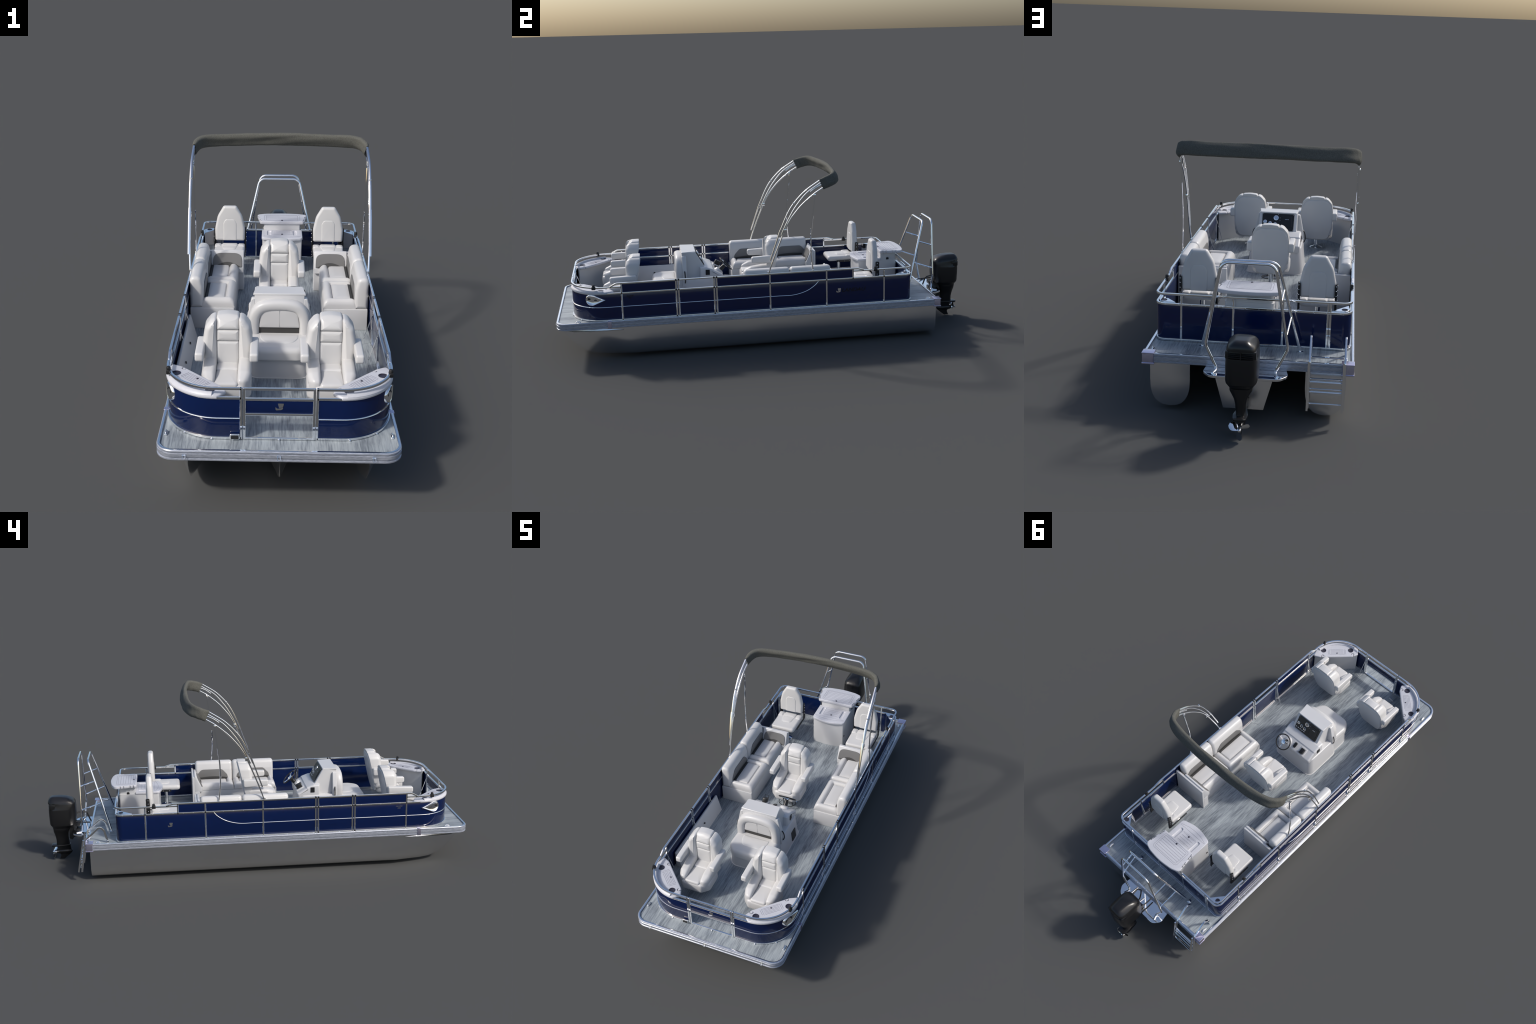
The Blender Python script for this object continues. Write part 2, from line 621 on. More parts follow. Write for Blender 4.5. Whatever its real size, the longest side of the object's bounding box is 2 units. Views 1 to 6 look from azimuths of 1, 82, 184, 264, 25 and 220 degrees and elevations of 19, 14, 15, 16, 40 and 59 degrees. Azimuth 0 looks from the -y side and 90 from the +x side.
def arc_cut(pts, y0=None, y1=None, x_stern=None, x_bow=None):
    """Portion of a half-plan polyline, cut at side stations y0..y1 (x > 0)."""
    dense = []
    for a, b in zip(pts, pts[1:]):
        m = max(1, int((Vector(b) - Vector(a)).length / 0.02))
        for k in range(m):
            t = k / m
            dense.append((a[0] + (b[0] - a[0]) * t, a[1] + (b[1] - a[1]) * t))
    dense.append(pts[-1])
    out = []
    for x, y in dense:
        if y0 is not None and y < y0: continue
        if y1 is not None and y > y1: continue
        if x_stern is not None and y > 0.6 and x < x_stern: continue
        if x_bow is not None and y < -0.7 and x < x_bow: continue
        out.append((x, y))
    return out

TW = 0.0072
ZB, ZM, ZT, ZBOW, ZST = 0.1950, 0.3200, 0.3655, 0.3485, 0.3545
def rail(pts, z, w=TW, h=TW):
    return sweep([V(x, y, z) for x, y in pts], sq(w, h), up=(0, 0, 1))
GX = 0.1065          # fence post beside the bow gate
half_from_gate = [(GX, FB)] + arc_cut(HALF, x_bow=GX + 0.005)
for s in (-1, 1):
    P = [(s * x, y) for x, y in half_from_gate]
    make("bottom_rail", rail(P, ZB), CHROME, root)
    make("middle_rail", rail(P, ZM), CHROME, root)
    bow = [(s * x, y) for x, y in [(GX, FB)] + arc_cut(HALF, y1=-0.70, x_bow=GX + 0.005)] + [(s * FX, -0.692)]
    make("bow_rail", rail(bow, ZBOW), CHROME, root)
    st = [(s * FX, 0.376)] + [(s * x, y) for x, y in arc_cut(HALF, y0=0.38)]
    make("stern_rail", rail(st, ZST), CHROME, root)
    # tall side rail: dips at both ends to meet bow and stern rails
    x = s * FX
    path = fillet3([V(x, -0.742, ZBOW + 0.002), V(x, -0.715, ZT), V(x, 0.398, ZT), V(x, 0.428, ZST + 0.002)], 0.03, 6)
    make("side_rail", sweep(path, sq(TW, TW), up=(s, 0, 0)), CHROME, root)

def post(x, y, z0, z1, w=TW, name="post", along_x=False):
    return make(name, box(x - w / 2, x + w / 2, y - w / 2, y + w / 2, z0, z1, 0.0008, 1), CHROME, root)

clips = Geo()
for s in (-1, 1):
    x = s * FX
    for y in (-0.692, -0.016, 0.25):
        post(x, y, ZB, ZT)
    for yc in (-0.441, -0.268):
        for d in (-0.0058, 0.0058):
            post(x, yc + d, ZB, ZT)
        for z in (ZT, ZM, ZB):
            clips.add(box(x - 0.0042, x + 0.0042, yc - 0.0098, yc - 0.0022, z - 0.0038, z + 0.0038, 0.0006, 1))
            if z == ZT:
                clips.add(box(x - 0.0042, x + 0.0042, yc + 0.0022, yc + 0.0098, z - 0.0030, z + 0.0045, 0.0006, 1))
    post(x, 0.376, ZM, ZT)
    post(x, 0.522 + 0.003, ZB, ZST)
    for y in (-0.692, -0.016, 0.376):
        clips.add(box(x - 0.0041, x + 0.0041, y - 0.0030, y + 0.0030, ZM - 0.0032, ZM + 0.0032, 0.0005, 1))
make("rail_clip", clips, BLACK, root, kind="stuff")
# stern posts
for x in (0.241, 0.066, -0.100, -0.249, -0.2575):
    post(x, FS, ZB, ZST, 0.0068)
# bow gate posts
for s in (-1, 1):
    post(s * GX, FB, ZB - 0.003, ZBOW + 0.0036)

# panels: thin painted sheets following the fence line
def sheet(pts, z0, z1, th=0.0024):
    return sweep([V(x, y, (z0 + z1) / 2) for x, y in pts], sq(th, z1 - z0, 0.0003), up=(0, 0, 1))
cuts = [-0.692, -0.441, -0.268, -0.016, 0.25, 0.525]
for s in (-1, 1):
    bowp = [(s * x, y) for x, y in [(GX, FB)] + arc_cut(HALF, y1=-0.70, x_bow=GX + 0.003)] + [(s * FX, -0.692)]
    make("fence_panel", sheet(bowp, ZB, ZM), BLUE, root)
    for a, b in zip(cuts, cuts[1:]):
        make("fence_panel", sheet([(s * FX, a), (s * FX, b)], ZB, ZM), BLUE, root)
    stp = [(s * FX, 0.525)] + [(s * x, y) for x, y in arc_cut(HALF, y0=0.53, x_stern=0.242)] + [(s * 0.241, FS)]
    make("fence_panel", sheet(stp, ZB, ZM), BLUE, root)
    up = [-0.692, -0.441, -0.268, -0.016, 0.25, 0.376]
    for i, (a, b) in enumerate(zip(up, up[1:])):
        if s > 0 and i == 1:
            continue                      # open window in the starboard gate
        make("fence_panel", sheet([(s * FX, a), (s * FX, b)], ZM, ZT), BLUE, root)
xs = (0.241, 0.066, -0.100, -0.241)
for a, b in zip(xs, xs[1:]):
    make("fence_panel", sheet([(a, FS), (b, FS)], ZB, ZM), BLUE, root)

# bow gate
gate = Geo()
gx = 0.0975
for z, h in ((ZBOW, TW), (ZM - 0.003, TW), (0.2705, TW), (ZB - 0.001, 0.005)):
    gate.add(rail([(-gx, FB), (gx, FB)], z, TW, h))
for s in (-1, 1):
    gate.add(box(s * gx - TW / 2, s * gx + TW / 2, FB - TW / 2 - .0002, FB + TW / 2 + .0002, ZB - 0.003, ZBOW + 0.0035, 0.0008, 1))
gt = make("bow_gate", gate, CHROME, root)
make("gate_panel", sheet([(-gx, FB), (gx, FB)], 0.272, ZM - 0.004), BLUE, gt)

# emblem: tapered tumbler above an open swoosh, as two small metal plates
def emblem():
    g = Geo()
    cup_ = rpoly([(-0.30, 0.5), (0.5, 0.5), (0.44, 0.10), (0.30, -0.06), (-0.12, -0.16)], 0.05, 3)
    sw = [(-0.62, -0.02), (-0.60, -0.36), (-0.50, -0.5), (0.12, -0.46), (0.36, -0.34), (0.42, -0.12), (0.36, -0.04), (0.10, -0.18), (-0.22, -0.28), (-0.40, -0.22)]
    g.add(slab(cup_, 0, 0.05))
    g.add(slab(sw, 0, 0.05))
    return g
def place(geo, o, xdir, zdir, size):
    x, n = Vector(xdir).normalized(), Vector(zdir).normalized()
    return frame(o, x * size, n.cross(x) * size, n * size)
em = emblem()
def emblem_obj(o, xdir, ndir, size, parent):
    g = Geo().add((em.v, em.f), 0, place(em, o, xdir, ndir, size))
    return make("emblem", g, CHROME, parent)
emblem_obj((0.002, FB - 0.0012, 0.2945), (1, 0, 0), (0, -1, 0), 0.021, gt)
emblem_obj((FX + 0.0012, 0.308, 0.2655), (0, 1, 0), (1, 0, 0), 0.020, root)
emblem_obj((-FX - 0.0012, 0.411, 0.2655), (0, -1, 0), (-1, 0, 0), 0.020, root)

def lettering(body, o, xdir, ndir, size, m, shear=0.25, width=1.0):
    cu = bpy.data.curves.new("lettering", 'FONT')
    cu.body = body
    cu.size = 1.0
    cu.extrude = 0.02
    cu.shear = shear
    cu.offset = 0.012
    cu.align_x = 'CENTER'
    cu.align_y = 'CENTER'
    tmp = bpy.data.objects.new("lettering_source", cu)
    bpy.context.scene.collection.objects.link(tmp)
    dg = bpy.context.evaluated_depsgraph_get()
    me = bpy.data.meshes.new_from_object(tmp.evaluated_get(dg))
    M = place(None, o, xdir, ndir, size)
    M = M @ Matrix.Diagonal((width, 1, 1, 1))
    me.transform(M)
    bpy.data.objects.remove(tmp)
    me.name = "lettering"
    me.materials.clear()
    me.materials.append(m)
    ob = bpy.data.objects.new("lettering", me)
    bpy.context.scene.collection.objects.link(ob)
    ob.parent = root
    return ob
lettering("LANDAU", (FX + 0.0016, 0.376, 0.2645), (0, 1, 0), (1, 0, 0), 0.0235, LETTER, 0.3, 1.17)
for s, m in ((1, LETTER), (-1, CHROME)):  # starboard name is chrome too, blackened here for its dark reflection
    y0 = -0.656
    lettering("ALURE", (s * (FX + 0.0016), y0, 0.3045), (0, s, 0), (s, 0, 0), 0.0095, m, 0.3, 1.1)
    lettering("232", (s * (FX + 0.0016), y0, 0.2955), (0, s, 0), (s, 0, 0), 0.0095, m, 0.3, 1.0)

# pinstripe moulding round the bow and down the sides, sweeping up at its aft end
def stripe_pts(s):
    off = fence_half(0.0016)
    P = [(GX + 0.004, FB - 0.0016)] + arc_cut(off, y1=0.0, x_bow=GX + 0.008)
    path = [V(s * x, y, 0.257) for x, y in P]
    tail = smooth3([V(s * (FX + 0.0016), 0.02, 0.257), V(s * (FX + 0.0016), 0.093, 0.2575), V(s * (FX + 0.0016), 0.152, 0.272),
                    V(s * (FX + 0.0016), 0.192, 0.296), V(s * (FX + 0.0016), 0.211, 0.316)], 32)
    return path + tail
for s in (-1, 1):
    make("pinstripe", sweep(stripe_pts(s), rnd(0.0021, 8), up=(0, 0, 1)), CHROME, root)

# small screw heads along the middle and bottom rails
screws = Geo()
for s in (-1, 1):
    y = -0.66
    while y < 0.66:
        screws.add(sphere((s * (FX + TW / 2), y, ZM + 0.0005), 0.0011, 4))
        y += 0.046
    y = -0.62
    while y < 0.63:
        screws.add(box(s * (FX + 0.004) - 0.002, s * (FX + 0.004) + 0.002, y - 0.003, y + 0.003, FLOOR, FLOOR + 0.0045, 0.0008, 1))
        y += 0.123
for x in (-0.27, -0.19, -0.13, 0.0, 0.20, 0.28):
    yy = FB if abs(x) < 0.175 else -0.762 - (-0.762 - FB) * math.sqrt(max(0, 1 - ((abs(x) - 0.175) / (FX - 0.175)) ** 2))
    screws.add(box(x - 0.0028, x + 0.0028, yy - 0.0075, yy - 0.0035, FLOOR, FLOOR + 0.0045, 0.0008, 1))
for i in range(14):
    x = -0.29 + i * 0.045
    screws.add(sphere((x, FS + TW / 2, ZM), 0.0011, 4))
make("screw_head", screws, CHROME, root, kind="stuff")

# thin braces behind the posts
br = Geo()
for s in (-1, 1):
    for y in (-0.69, -0.441, -0.268, -0.016, 0.525):
        br.add(tube([V(s * (FX - 0.004), y, 0.30), V(s * (FX - 0.036), y + 0.004, FLOOR + 0.001)], 0.0013, 6))
    br.add(tube([V(s * GX, FB + 0.004, 0.30), V(s * (GX + 0.006), FB + 0.040, FLOOR + 0.001)], 0.0013, 6))
    br.add(tube([V(s * GX, FB + 0.040, FLOOR + 0.001), V(s * (GX + 0.03), FB + 0.044, FLOOR + 0.001)], 0.001, 6))
make("rail_brace", br, CHROME, root)

# black clamps on the corner rails
for (x, y, z) in ((0.3195, -0.815, ZBOW), (-0.3195, -0.815, ZBOW), (0.3245, 0.484, ZST), (-0.3245, 0.484, ZST)):
    g = Geo()
    g.add(box(x - 0.0065, x + 0.0065, y - 0.009, y + 0.009, z - 0.008, z + 0.006, 0.0025, 2))
    g.add(lathe([(0.006, 0.0), (0.0065, 0.006), (0.0045, 0.010), (1e-7, 0.011)], 12, Matrix.Translation((x, y, z + 0.005))))
    make("rail_clamp", g, BLACK, root)

# latch box beside the gate
g = Geo()
lm = XZ(FB - 0.002, -1)
g.add(slab(rrect(-0.1385, -0.1105, 0.193, 0.2105, 0.004), 0, 0.008, 0.002), 0, lm)
g.add(slab(rrect(-0.1355, -0.1130, 0.1955, 0.2065, 0.003), 0, 0.0095, 0.001), 1, lm)
make("gate_light", g, [CHROME, BLACK], root)

# teardrop docking lights wrapped on the bow curve
def teardrop():
    c0, R = 0.0, 0.0265
    pts = []
    for k in range(25):
        a = math.radians(62) + math.radians(236) * k / 24
        pts.append((0.0 + R * math.cos(a), R * math.sin(a)))
    pts.append((0.0655, 0.0))
    return pts
def bow_at(s_y, off):
    """Point on the offset bow curve at station y (x > 0)."""
    cx, cy, rx, ry = 0.175, -0.762, FX - 0.175 + off, -0.762 - FB + off
    if s_y >= cy:
        return FX + off
    t = min(0.999, (cy - s_y) / ry)
    return cx + rx * math.sqrt(1 - t * t)
for s in (-1, 1):
    td = teardrop()
    g = Geo()
    verts, faces = [], []
    levels = [(1.0, 0.001), (1.0, 0.0055), (0.95, 0.0080), (0.89, 0.0085), (0.83, 0.0072), (0.62, 0.0045), (0.4, 0.0030), (0.15, 0.0024)]
    n = len(td)
    for sc, off in levels:
        for u, w in td:
            y = -0.8275 + (u * sc)
            z = 0.2925 + w * sc
            verts.append((s * bow_at(y, off), y, z))
    for i in range(len(levels) - 1):
        for j in range(n):
            q = (j + 1) % n
            faces.append((i * n + j, i * n + q, (i + 1) * n + q, (i + 1) * n + j))
    faces.append(tuple(range((len(levels) - 1) * n, len(levels) * n)))
    g.add((verts, faces))
    lt = make("docking_light", g, CHROME, root)
    g2 = Geo()
    for dy, dz, ww, hh in ((-0.010, 0.004, 0.013, 0.008), (0.018, 0.0, 0.012, 0.004)):
        x = bow_at(-0.8275 + dy, 0.0040)
        g2.add(box(s * x - 0.0012, s * x + 0.0012, -0.8275 + dy - ww / 2, -0.8275 + dy + ww / 2, 0.2925 + dz - hh / 2, 0.2925 + dz + hh / 2, 0.0005, 1))
    make("lamp_lens", g2, BLACK, lt)

# -------------------------------------------------- bow corner consoles
def corner_console(s):
    outer = [(x, y) for x, y in arc_cut(fence_half(0.006), y1=-0.742, x_bow=0.158)]
    out = [(s * x, y) for x, y in outer]
    inner = [(s * 0.312, -0.727), (s * 0.284, -0.744), (s * 0.168, -0.861), (s * 0.152, -0.893)]
    ol = rpoly([(x, y, 0.0) for x, y in out] + [(s * 0.318, -0.724, 0.008), (s * 0.286, -0.741, 0.012), (s * 0.165, -0.862, 0.012), (s * 0.149, -0.896, 0.008)], 0, 4)
    top = make("corner_console", slab(ol, 0.3165, 0.3290, 0.005, seg=3), TOPGEL, root)
    cutters = []
    for cx, cy in ((0.195, -0.888), (0.301, -0.787)):
        cutters.append(make("cutter", lathe([(0.0125, 0.310), (0.0125, 0.36)], 24, Matrix.Translation((s * cx, cy, 0))), CUP))
    # curled rod slots
    for (cx, cy, a0) in ((0.281, -0.757, 1.0), (0.171, -0.876, -1.0)):
        arc = []
        base = math.atan2(0.724 - 0.896, 0.318 - 0.149)
        for k in range(11):
            a = math.radians(-40 + 235 * k / 10)
            u = 0.0068 * math.cos(a) * a0
            w = 0.0068 * math.sin(a)
            # local axes: u along the straight edge, w inward (towards the fence corner)
            e = Vector((0.72, 0.69)); nrm = Vector((0.69, -0.72))
            p = Vector((cx, cy)) + e * u + nrm * (w - 0.002)
            arc.append(V(s * p.x, p.y, 0.335))
        e0 = arc[0] - Vector((s * 0.69, -0.72, 0)) * 0.014
        cutters.append(make("cutter", sweep([e0] + arc, sq(0.0036, 0.06, 0.0002), up=(0, 0, 1)), CUP))
    subtract(top, cutters)
    g = Geo()
    for cx, cy in ((0.195, -0.888), (0.301, -0.787)):
        M = Matrix.Translation((s * cx, cy, 0))
        g.add(lathe([(0.0122, 0.3280), (0.0142, 0.3293), (0.0142, 0.3300), (0.0120, 0.3300), (0.0115, 0.300), (1e-7, 0.300)], 24, M))
    make("cup_holder", g, CUP, top)
    # raised coaming along the fence side
    ridge = [V(s * x, y, 0.3285) for x, y in arc_cut(fence_half(-0.004), y1=-0.765, x_bow=0.185)]
    make("coaming", sweep(ridge, [(-0.010, -0.001), (-0.006, 0.005), (0.0, 0.0075), (0.007, 0.0055), (0.009, -0.001)] if s < 0 else
                          [(-0.009, -0.001), (-0.007, 0.0055), (0.0, 0.0075), (0.006, 0.005), (0.010, -0.001)], up=(0, 0, 1)), TOPGEL, top)
    # fluted lid lines
    lines = Geo()
    e, nrm = Vector((s * 0.714, 0.70)), Vector((s * 0.70, -0.714))
    c = Vector((s * 0.243, -0.830))
    def L(u0, w0, u1, w1, wd=0.0006):
        a = c + e * u0 + nrm * w0; b = c + e * u1 + nrm * w1
        lines.add(sweep([V(a.x, a.y, 0.3291), V(b.x, b.y, 0.3291)], sq(wd * 2, 0.0008, 0.0001), up=(0, 0, 1)))
    for k in range(5):
        L(-0.034, -0.012 + k * 0.0065, 0.034, -0.012 + k * 0.0065)
    L(-0.040, -0.018, 0.040, -0.018); L(-0.040, -0.018, -0.040, 0.016); L(0.040, -0.018, 0.040, 0.016)
    L(-0.047, -0.018, -0.047, 0.012); L(0.047, -0.018, 0.047, 0.012)
    make("lid_groove", lines, GROOVE, top)
    k = c + nrm * (-0.0105)
    make("lid_knob", lathe([(0.0032, 0.328), (0.0032, 0.3307), (0.002, 0.3313), (1e-7, 0.3313)], 14, Matrix.Translation((k.x, k.y, 0))), CUP, top)
    # upright inner panel
    A, B = Vector((s * 0.318, -0.737)), Vector((s * 0.157, -0.903))
    tdir = (B - A).normalized(); nn = Vector((-tdir.y, tdir.x)) * (1 if s < 0 else -1)
    pl = [tuple(A), tuple(B), tuple(B - nn * 0.008), tuple(A - nn * 0.008)]
    make("console_panel", slab(pl, FLOOR, 0.320, 0.0), GEL, top)
for s in (-1, 1):
    corner_console(s)

# polished stern corner lockers
for s in (-1, 1):
    r = [(s * 0.3215, 0.584), (s * 0.3215, 0.628), (s * 0.3155, 0.645), (s * 0.300, 0.6545), (s * 0.262, 0.6545)]
    top = make("stern_corner_locker", slab(r, FLOOR, 0.3265, 0.0008, seg=1), CHROME, root)
    cut = make("cutter", lathe([(0.0095, 0.29), (0.0095, 0.36)], 20, Matrix.Translation((s * 0.304, 0.635, 0))), CUP)
    subtract(top, [cut])
    make("cup_holder", lathe([(0.0093, 0.326), (0.0108, 0.3272), (0.0093, 0.3276), (0.0088, 0.300), (1e-7, 0.300)], 20, Matrix.Translation((s * 0.304, 0.635, 0))), CUP, top)

# ------------------------------------------------------------- captain chairs
def chair():
    parts = {}
    def rear(z):                      # reclined plane of the rear panel
        return -0.6400 + 0.212 * (z - 0.247)
    def padded(outline, front, r, puff=0.0, seg=5, crown=0.0):
        """Back pad: runs from the reclined panel forward to y = front."""
        D = 0.05
        vv, ff = slab(outline, 0, D, r, puff, seg=seg, r0=0.002)
        out = []
        for x, z, d in vv:
            t = d / D
            yr = rear(z) - 0.004
            yf = front + crown * max(0.0, (z - 0.41) / 0.04) ** 2
            out.append(Vector((x, yr + (yf - yr) * t, z)))
        return out, ff
    g = Geo()                                                  # moulded rear panel
    sh = rpoly([(-0.054, 0.243, 0.03), (0.054, 0.243, 0.03), (0.0725, 0.31, 0.05), (0.0695, 0.405, 0.05), (0.046, 0.438, 0.05), (-0.046, 0.438, 0.05), (-0.0695, 0.405, 0.05), (-0.0725, 0.31, 0.05)], 0, 6)
    vv, ff = slab(sh, 0, 0.012, 0.004, seg=3)
    g.add(([Vector((x, rear(z) - 0.012 + d, z)) for x, z, d in vv], ff))
    parts["back_shell"] = g
    g = Geo()
    for s in (-1, 1):                                          # side bolsters of the back
        o = [(s * 0.0335, 0.285, 0.003), (s * 0.0735, 0.285, 0.012), (s * 0.0745, 0.385, 0.04), (s * 0.069, 0.421, 0.03), (s * 0.050, 0.4435, 0.025), (s * 0.0335, 0.4475, 0.010)]
        g.add(padded(rpoly(o, 0, 6), -0.670, 0.016, seg=6, crown=0.012))
    parts["back_bolster"] = g
    g = Geo()
    for z0, z1, yf in ((0.4105, 0.4535, -0.662), (0.3735, 0.411, -0.6605), (0.280, 0.374, -0.6585)):
        o = rrect(-0.0342, 0.0342, z0, z1, 0.004, 4)
        if z1 > 0.44:
            o = rpoly([(-0.0342, z0, 0.004), (0.0342, z0, 0.004), (0.034, z1 - 0.003, 0.008), (0.0, z1 + 0.001, 0.08), (-0.034, z1 - 0.003, 0.008)], 0, 4)
        g.add(padded(o, yf, 0.010, 0.0007, seg=5, crown=0.020))
    parts["back_cushion"] = g
    g = Geo()                                                  # seat
    pl = rpoly([(-0.056, -0.650, 0.015), (0.056, -0.650, 0.015), (0.0745, -0.68, 0.04), (0.0745, -0.760, 0.016), (0.044, -0.790, 0.014), (-0.044, -0.790, 0.014), (-0.0745, -0.760, 0.016), (-0.0745, -0.68, 0.04)], 0, 5)
    g.add(slab(pl, 0.236, 0.288, 0.012, r0=0.014))
    parts["seat_base"] = g
    g = Geo()
    pad = rpoly([(-0.033, -0.64, 0.004), (0.033, -0.64, 0.004), (0.0365, -0.787, 0.01), (-0.0365, -0.787, 0.01)], 0, 4)
    g.add(slab(pad, 0.262, 0.2965, 0.009, 0.003))
    g.add(slab(rrect(-0.034, 0.034, -0.700, -0.640, 0.008), 0.28, 0.303, 0.008, 0.001))
    parts["seat_cushion"] = g
    g = Geo()
    for s in (-1, 1):
        prof = rpoly([(-0.782, 0.262, 0.01), (-0.779, 0.303, 0.014), (-0.745, 0.318, 0.03), (-0.69, 0.325, 0.03), (-0.640, 0.325, 0.01), (-0.636, 0.262, 0.01)], 0, 5)
        M = YZ(s * 0.0335, s)
        gg = slab(prof, 0, 0.041, 0.017, seg=6, r0=0.012)
        vv = []
        for p in gg[0]:
            q = M @ Vector(p)
            t = max(0.0, (-0.755 - q.y) / 0.03)                # front corners turn in
            q.x = s * (0.0335 + (abs(q.x) - 0.0335) * (1 - 0.42 * min(1, t)))
            vv.append(q)
        g.add((vv, gg[1]))
    parts["seat_bolster"] = g
    arms = []
    for s in (-1, 1):
        prof = rpoly([(-0.744, 0.343, 0.010), (-0.744, 0.3715, 0.008), (-0.622, 0.3755, 0.006), (-0.624, 0.336, 0.010)], 0, 5)
        arms.append(Geo().add(slab(prof, 0, 0.0255, 0.006, seg=4), 0, YZ(s * 0.0685, s)))
    parts["armrest"] = arms
    g = Geo()
    g.add(lathe([(0.030, FLOOR), (0.030, FLOOR + 0.002), (0.026, FLOOR + 0.005), (0.014, FLOOR + 0.008), (0.010, FLOOR + 0.012), (0.010, 0.232), (0.022, 0.234), (0.022, 0.240)], 28, Matrix.Translation((0, -0.702, 0))))
    parts["pedestal"] = g
    return parts

cp = chair()
first = make("captain_chair", cp["back_shell"], GEL, root)
subs = [make("back_bolster", cp["back_bolster"], VINYL, first), make("back_cushion", cp["back_cushion"], VINYL, first),
        make("seat_base", cp["seat_base"], VINYL, first), make("seat_cushion", cp["seat_cushion"], VINYL, first),
        make("seat_bolster", cp["seat_bolster"], VINYL, first),
        make("armrest", cp["armrest"][0], VINYL, first), make("armrest", cp["armrest"][1], VINYL, first),
        make("pedestal", cp["pedestal"], CHROME, first)]
first.location = (-0.157, 0, 0)
for loc in ((0.156, 0, 0), (0.0, 0.676, 0.017)):
    c = twin(first, root, loc)
    for sb in subs:
        if sb.name.startswith("pedestal") and loc[2] > 0:
            continue
        twin(sb, c)
    helm = c
g = Geo()
g.add(lathe([(0.034, FLOOR - .017), (0.034, FLOOR - .015), (0.028, FLOOR - .012), (0.014, FLOOR - .008), (0.010, FLOOR - .004), (0.010, 0.232), (0.022, 0.234), (0.022, 0.240)], 28, Matrix.Translation((0, -0.702, 0))))
make("pedestal", g, CHROME, helm)
g = Geo()
ring = [V(0.042 * math.cos(a), -0.750 + 0.030 * math.sin(a), 0.198) for a in [2 * PI * k / 28 for k in range(28)]]
g.add(sweep(ring, rnd(0.0016, 8), closed=True))
for a in (0.3, PI - 0.3, -0.6, PI + 0.6, -PI / 2):
    g.add(tube([V(0.008 * math.cos(a), -0.708, 0.216), V(0.042 * math.cos(a), -0.750 + 0.030 * math.sin(a), 0.198)], 0.0013, 6))
make("footrest", g, BLACK, helm)

# ------------------------------------------------------------------- console
con = Geo()
base = rpoly([(-0.121, -0.42, 0.03), (0.121, -0.42, 0.03), (0.121, -0.208, 0.034), (-0.121, -0.208, 0.034)], 0, 7)
con.add(slab(base, FLOOR, 0.305, 0.006, taper=0.90, r0=0.0, cen=(0, -0.30)))
foot = rpoly([(-0.124, -0.42, 0.03), (0.124, -0.42, 0.03), (0.124, -0.205, 0.034), (-0.124, -0.205, 0.034)], 0, 7)
con.add(slab(foot, FLOOR, FLOOR + 0.003, 0.001))
# lower dash wedge, with step where gauges stand
lo = rpoly([(-0.212, 0.285), (-0.2085, 0.314, 0.008), (-0.252, 0.338, 0.004), (-0.256, 0.344, 0.004), (-0.290, 0.357, 0.01), (-0.32, 0.357), (-0.32, 0.285)], 0, 4)
con.add(slab(lo, -0.104, 0.104, 0.010, seg=4), 0, YZ())
# upper pod
upp = rpoly([(-0.288, 0.285), (-0.296, 0.355, 0.002), (-0.339, 0.430, 0.003), (-0.4035, 0.430, 0.003), (-0.4035, 0.285)], 0, 3)
con.add(slab(upp, -0.082, 0.082, 0.0025, seg=2), 0, YZ())
console = make("helm_console", con, GEL, root)
# hooded top cap
g = Geo()
g.add(slab(rpoly([(-0.0775, -0.336, 0.002), (0.0775, -0.336, 0.002), (0.0865, -0.404, 0.002), (-0.0865, -0.404, 0.002)], 0, 2), 0.424, 0.4315, 0.0015, seg=1))
make("console_cap", g, GEL, console)
# side wings behind the lounge back with pull handles
for s in (-1, 1):
    w = rpoly([(s * 0.080, 0.27), (s * 0.112, 0.27), (s * 0.107, 0.34, 0.02), (s * 0.092, 0.413, 0.006), (s * 0.080, 0.413)], 0, 3)
    make("console_wing", Geo().add(slab(w, 0, 0.021, 0.002, seg=1), 0, XZ(-0.404)), GEL, console)
    h = smooth3([V(s * 0.100, -0.394, 0.345), V(s * 0.111, -0.393, 0.338), V(s * 0.117, -0.392, 0.318), V(s * 0.116, -0.392, 0.298), V(s * 0.108, -0.394, 0.285)], 16)
    make("grab_handle", sweep(h, rnd(0.0026, 8)), BLACK, console)
    sp = rrect(-0.2935, -0.2735, 0.319, 0.345, 0.002)
    make("speaker_grille", Geo().add(slab(sp, 0, 0.003, 0.001, seg=1), 0, YZ(s * 0.1035, s)), BLACK, console)
# starboard storage hatch
hm = frame((0.1165, -0.283, 0.226), (0, 1, 0), (-0.10, 0, 0.995), (0.995, 0, 0.10))
make("hatch_grille", Geo().add(slab(rrect(-0.022, 0.022, -0.026, 0.026, 0.004), 0, 0.0035, 0.001), 0, hm), DARKV, console)

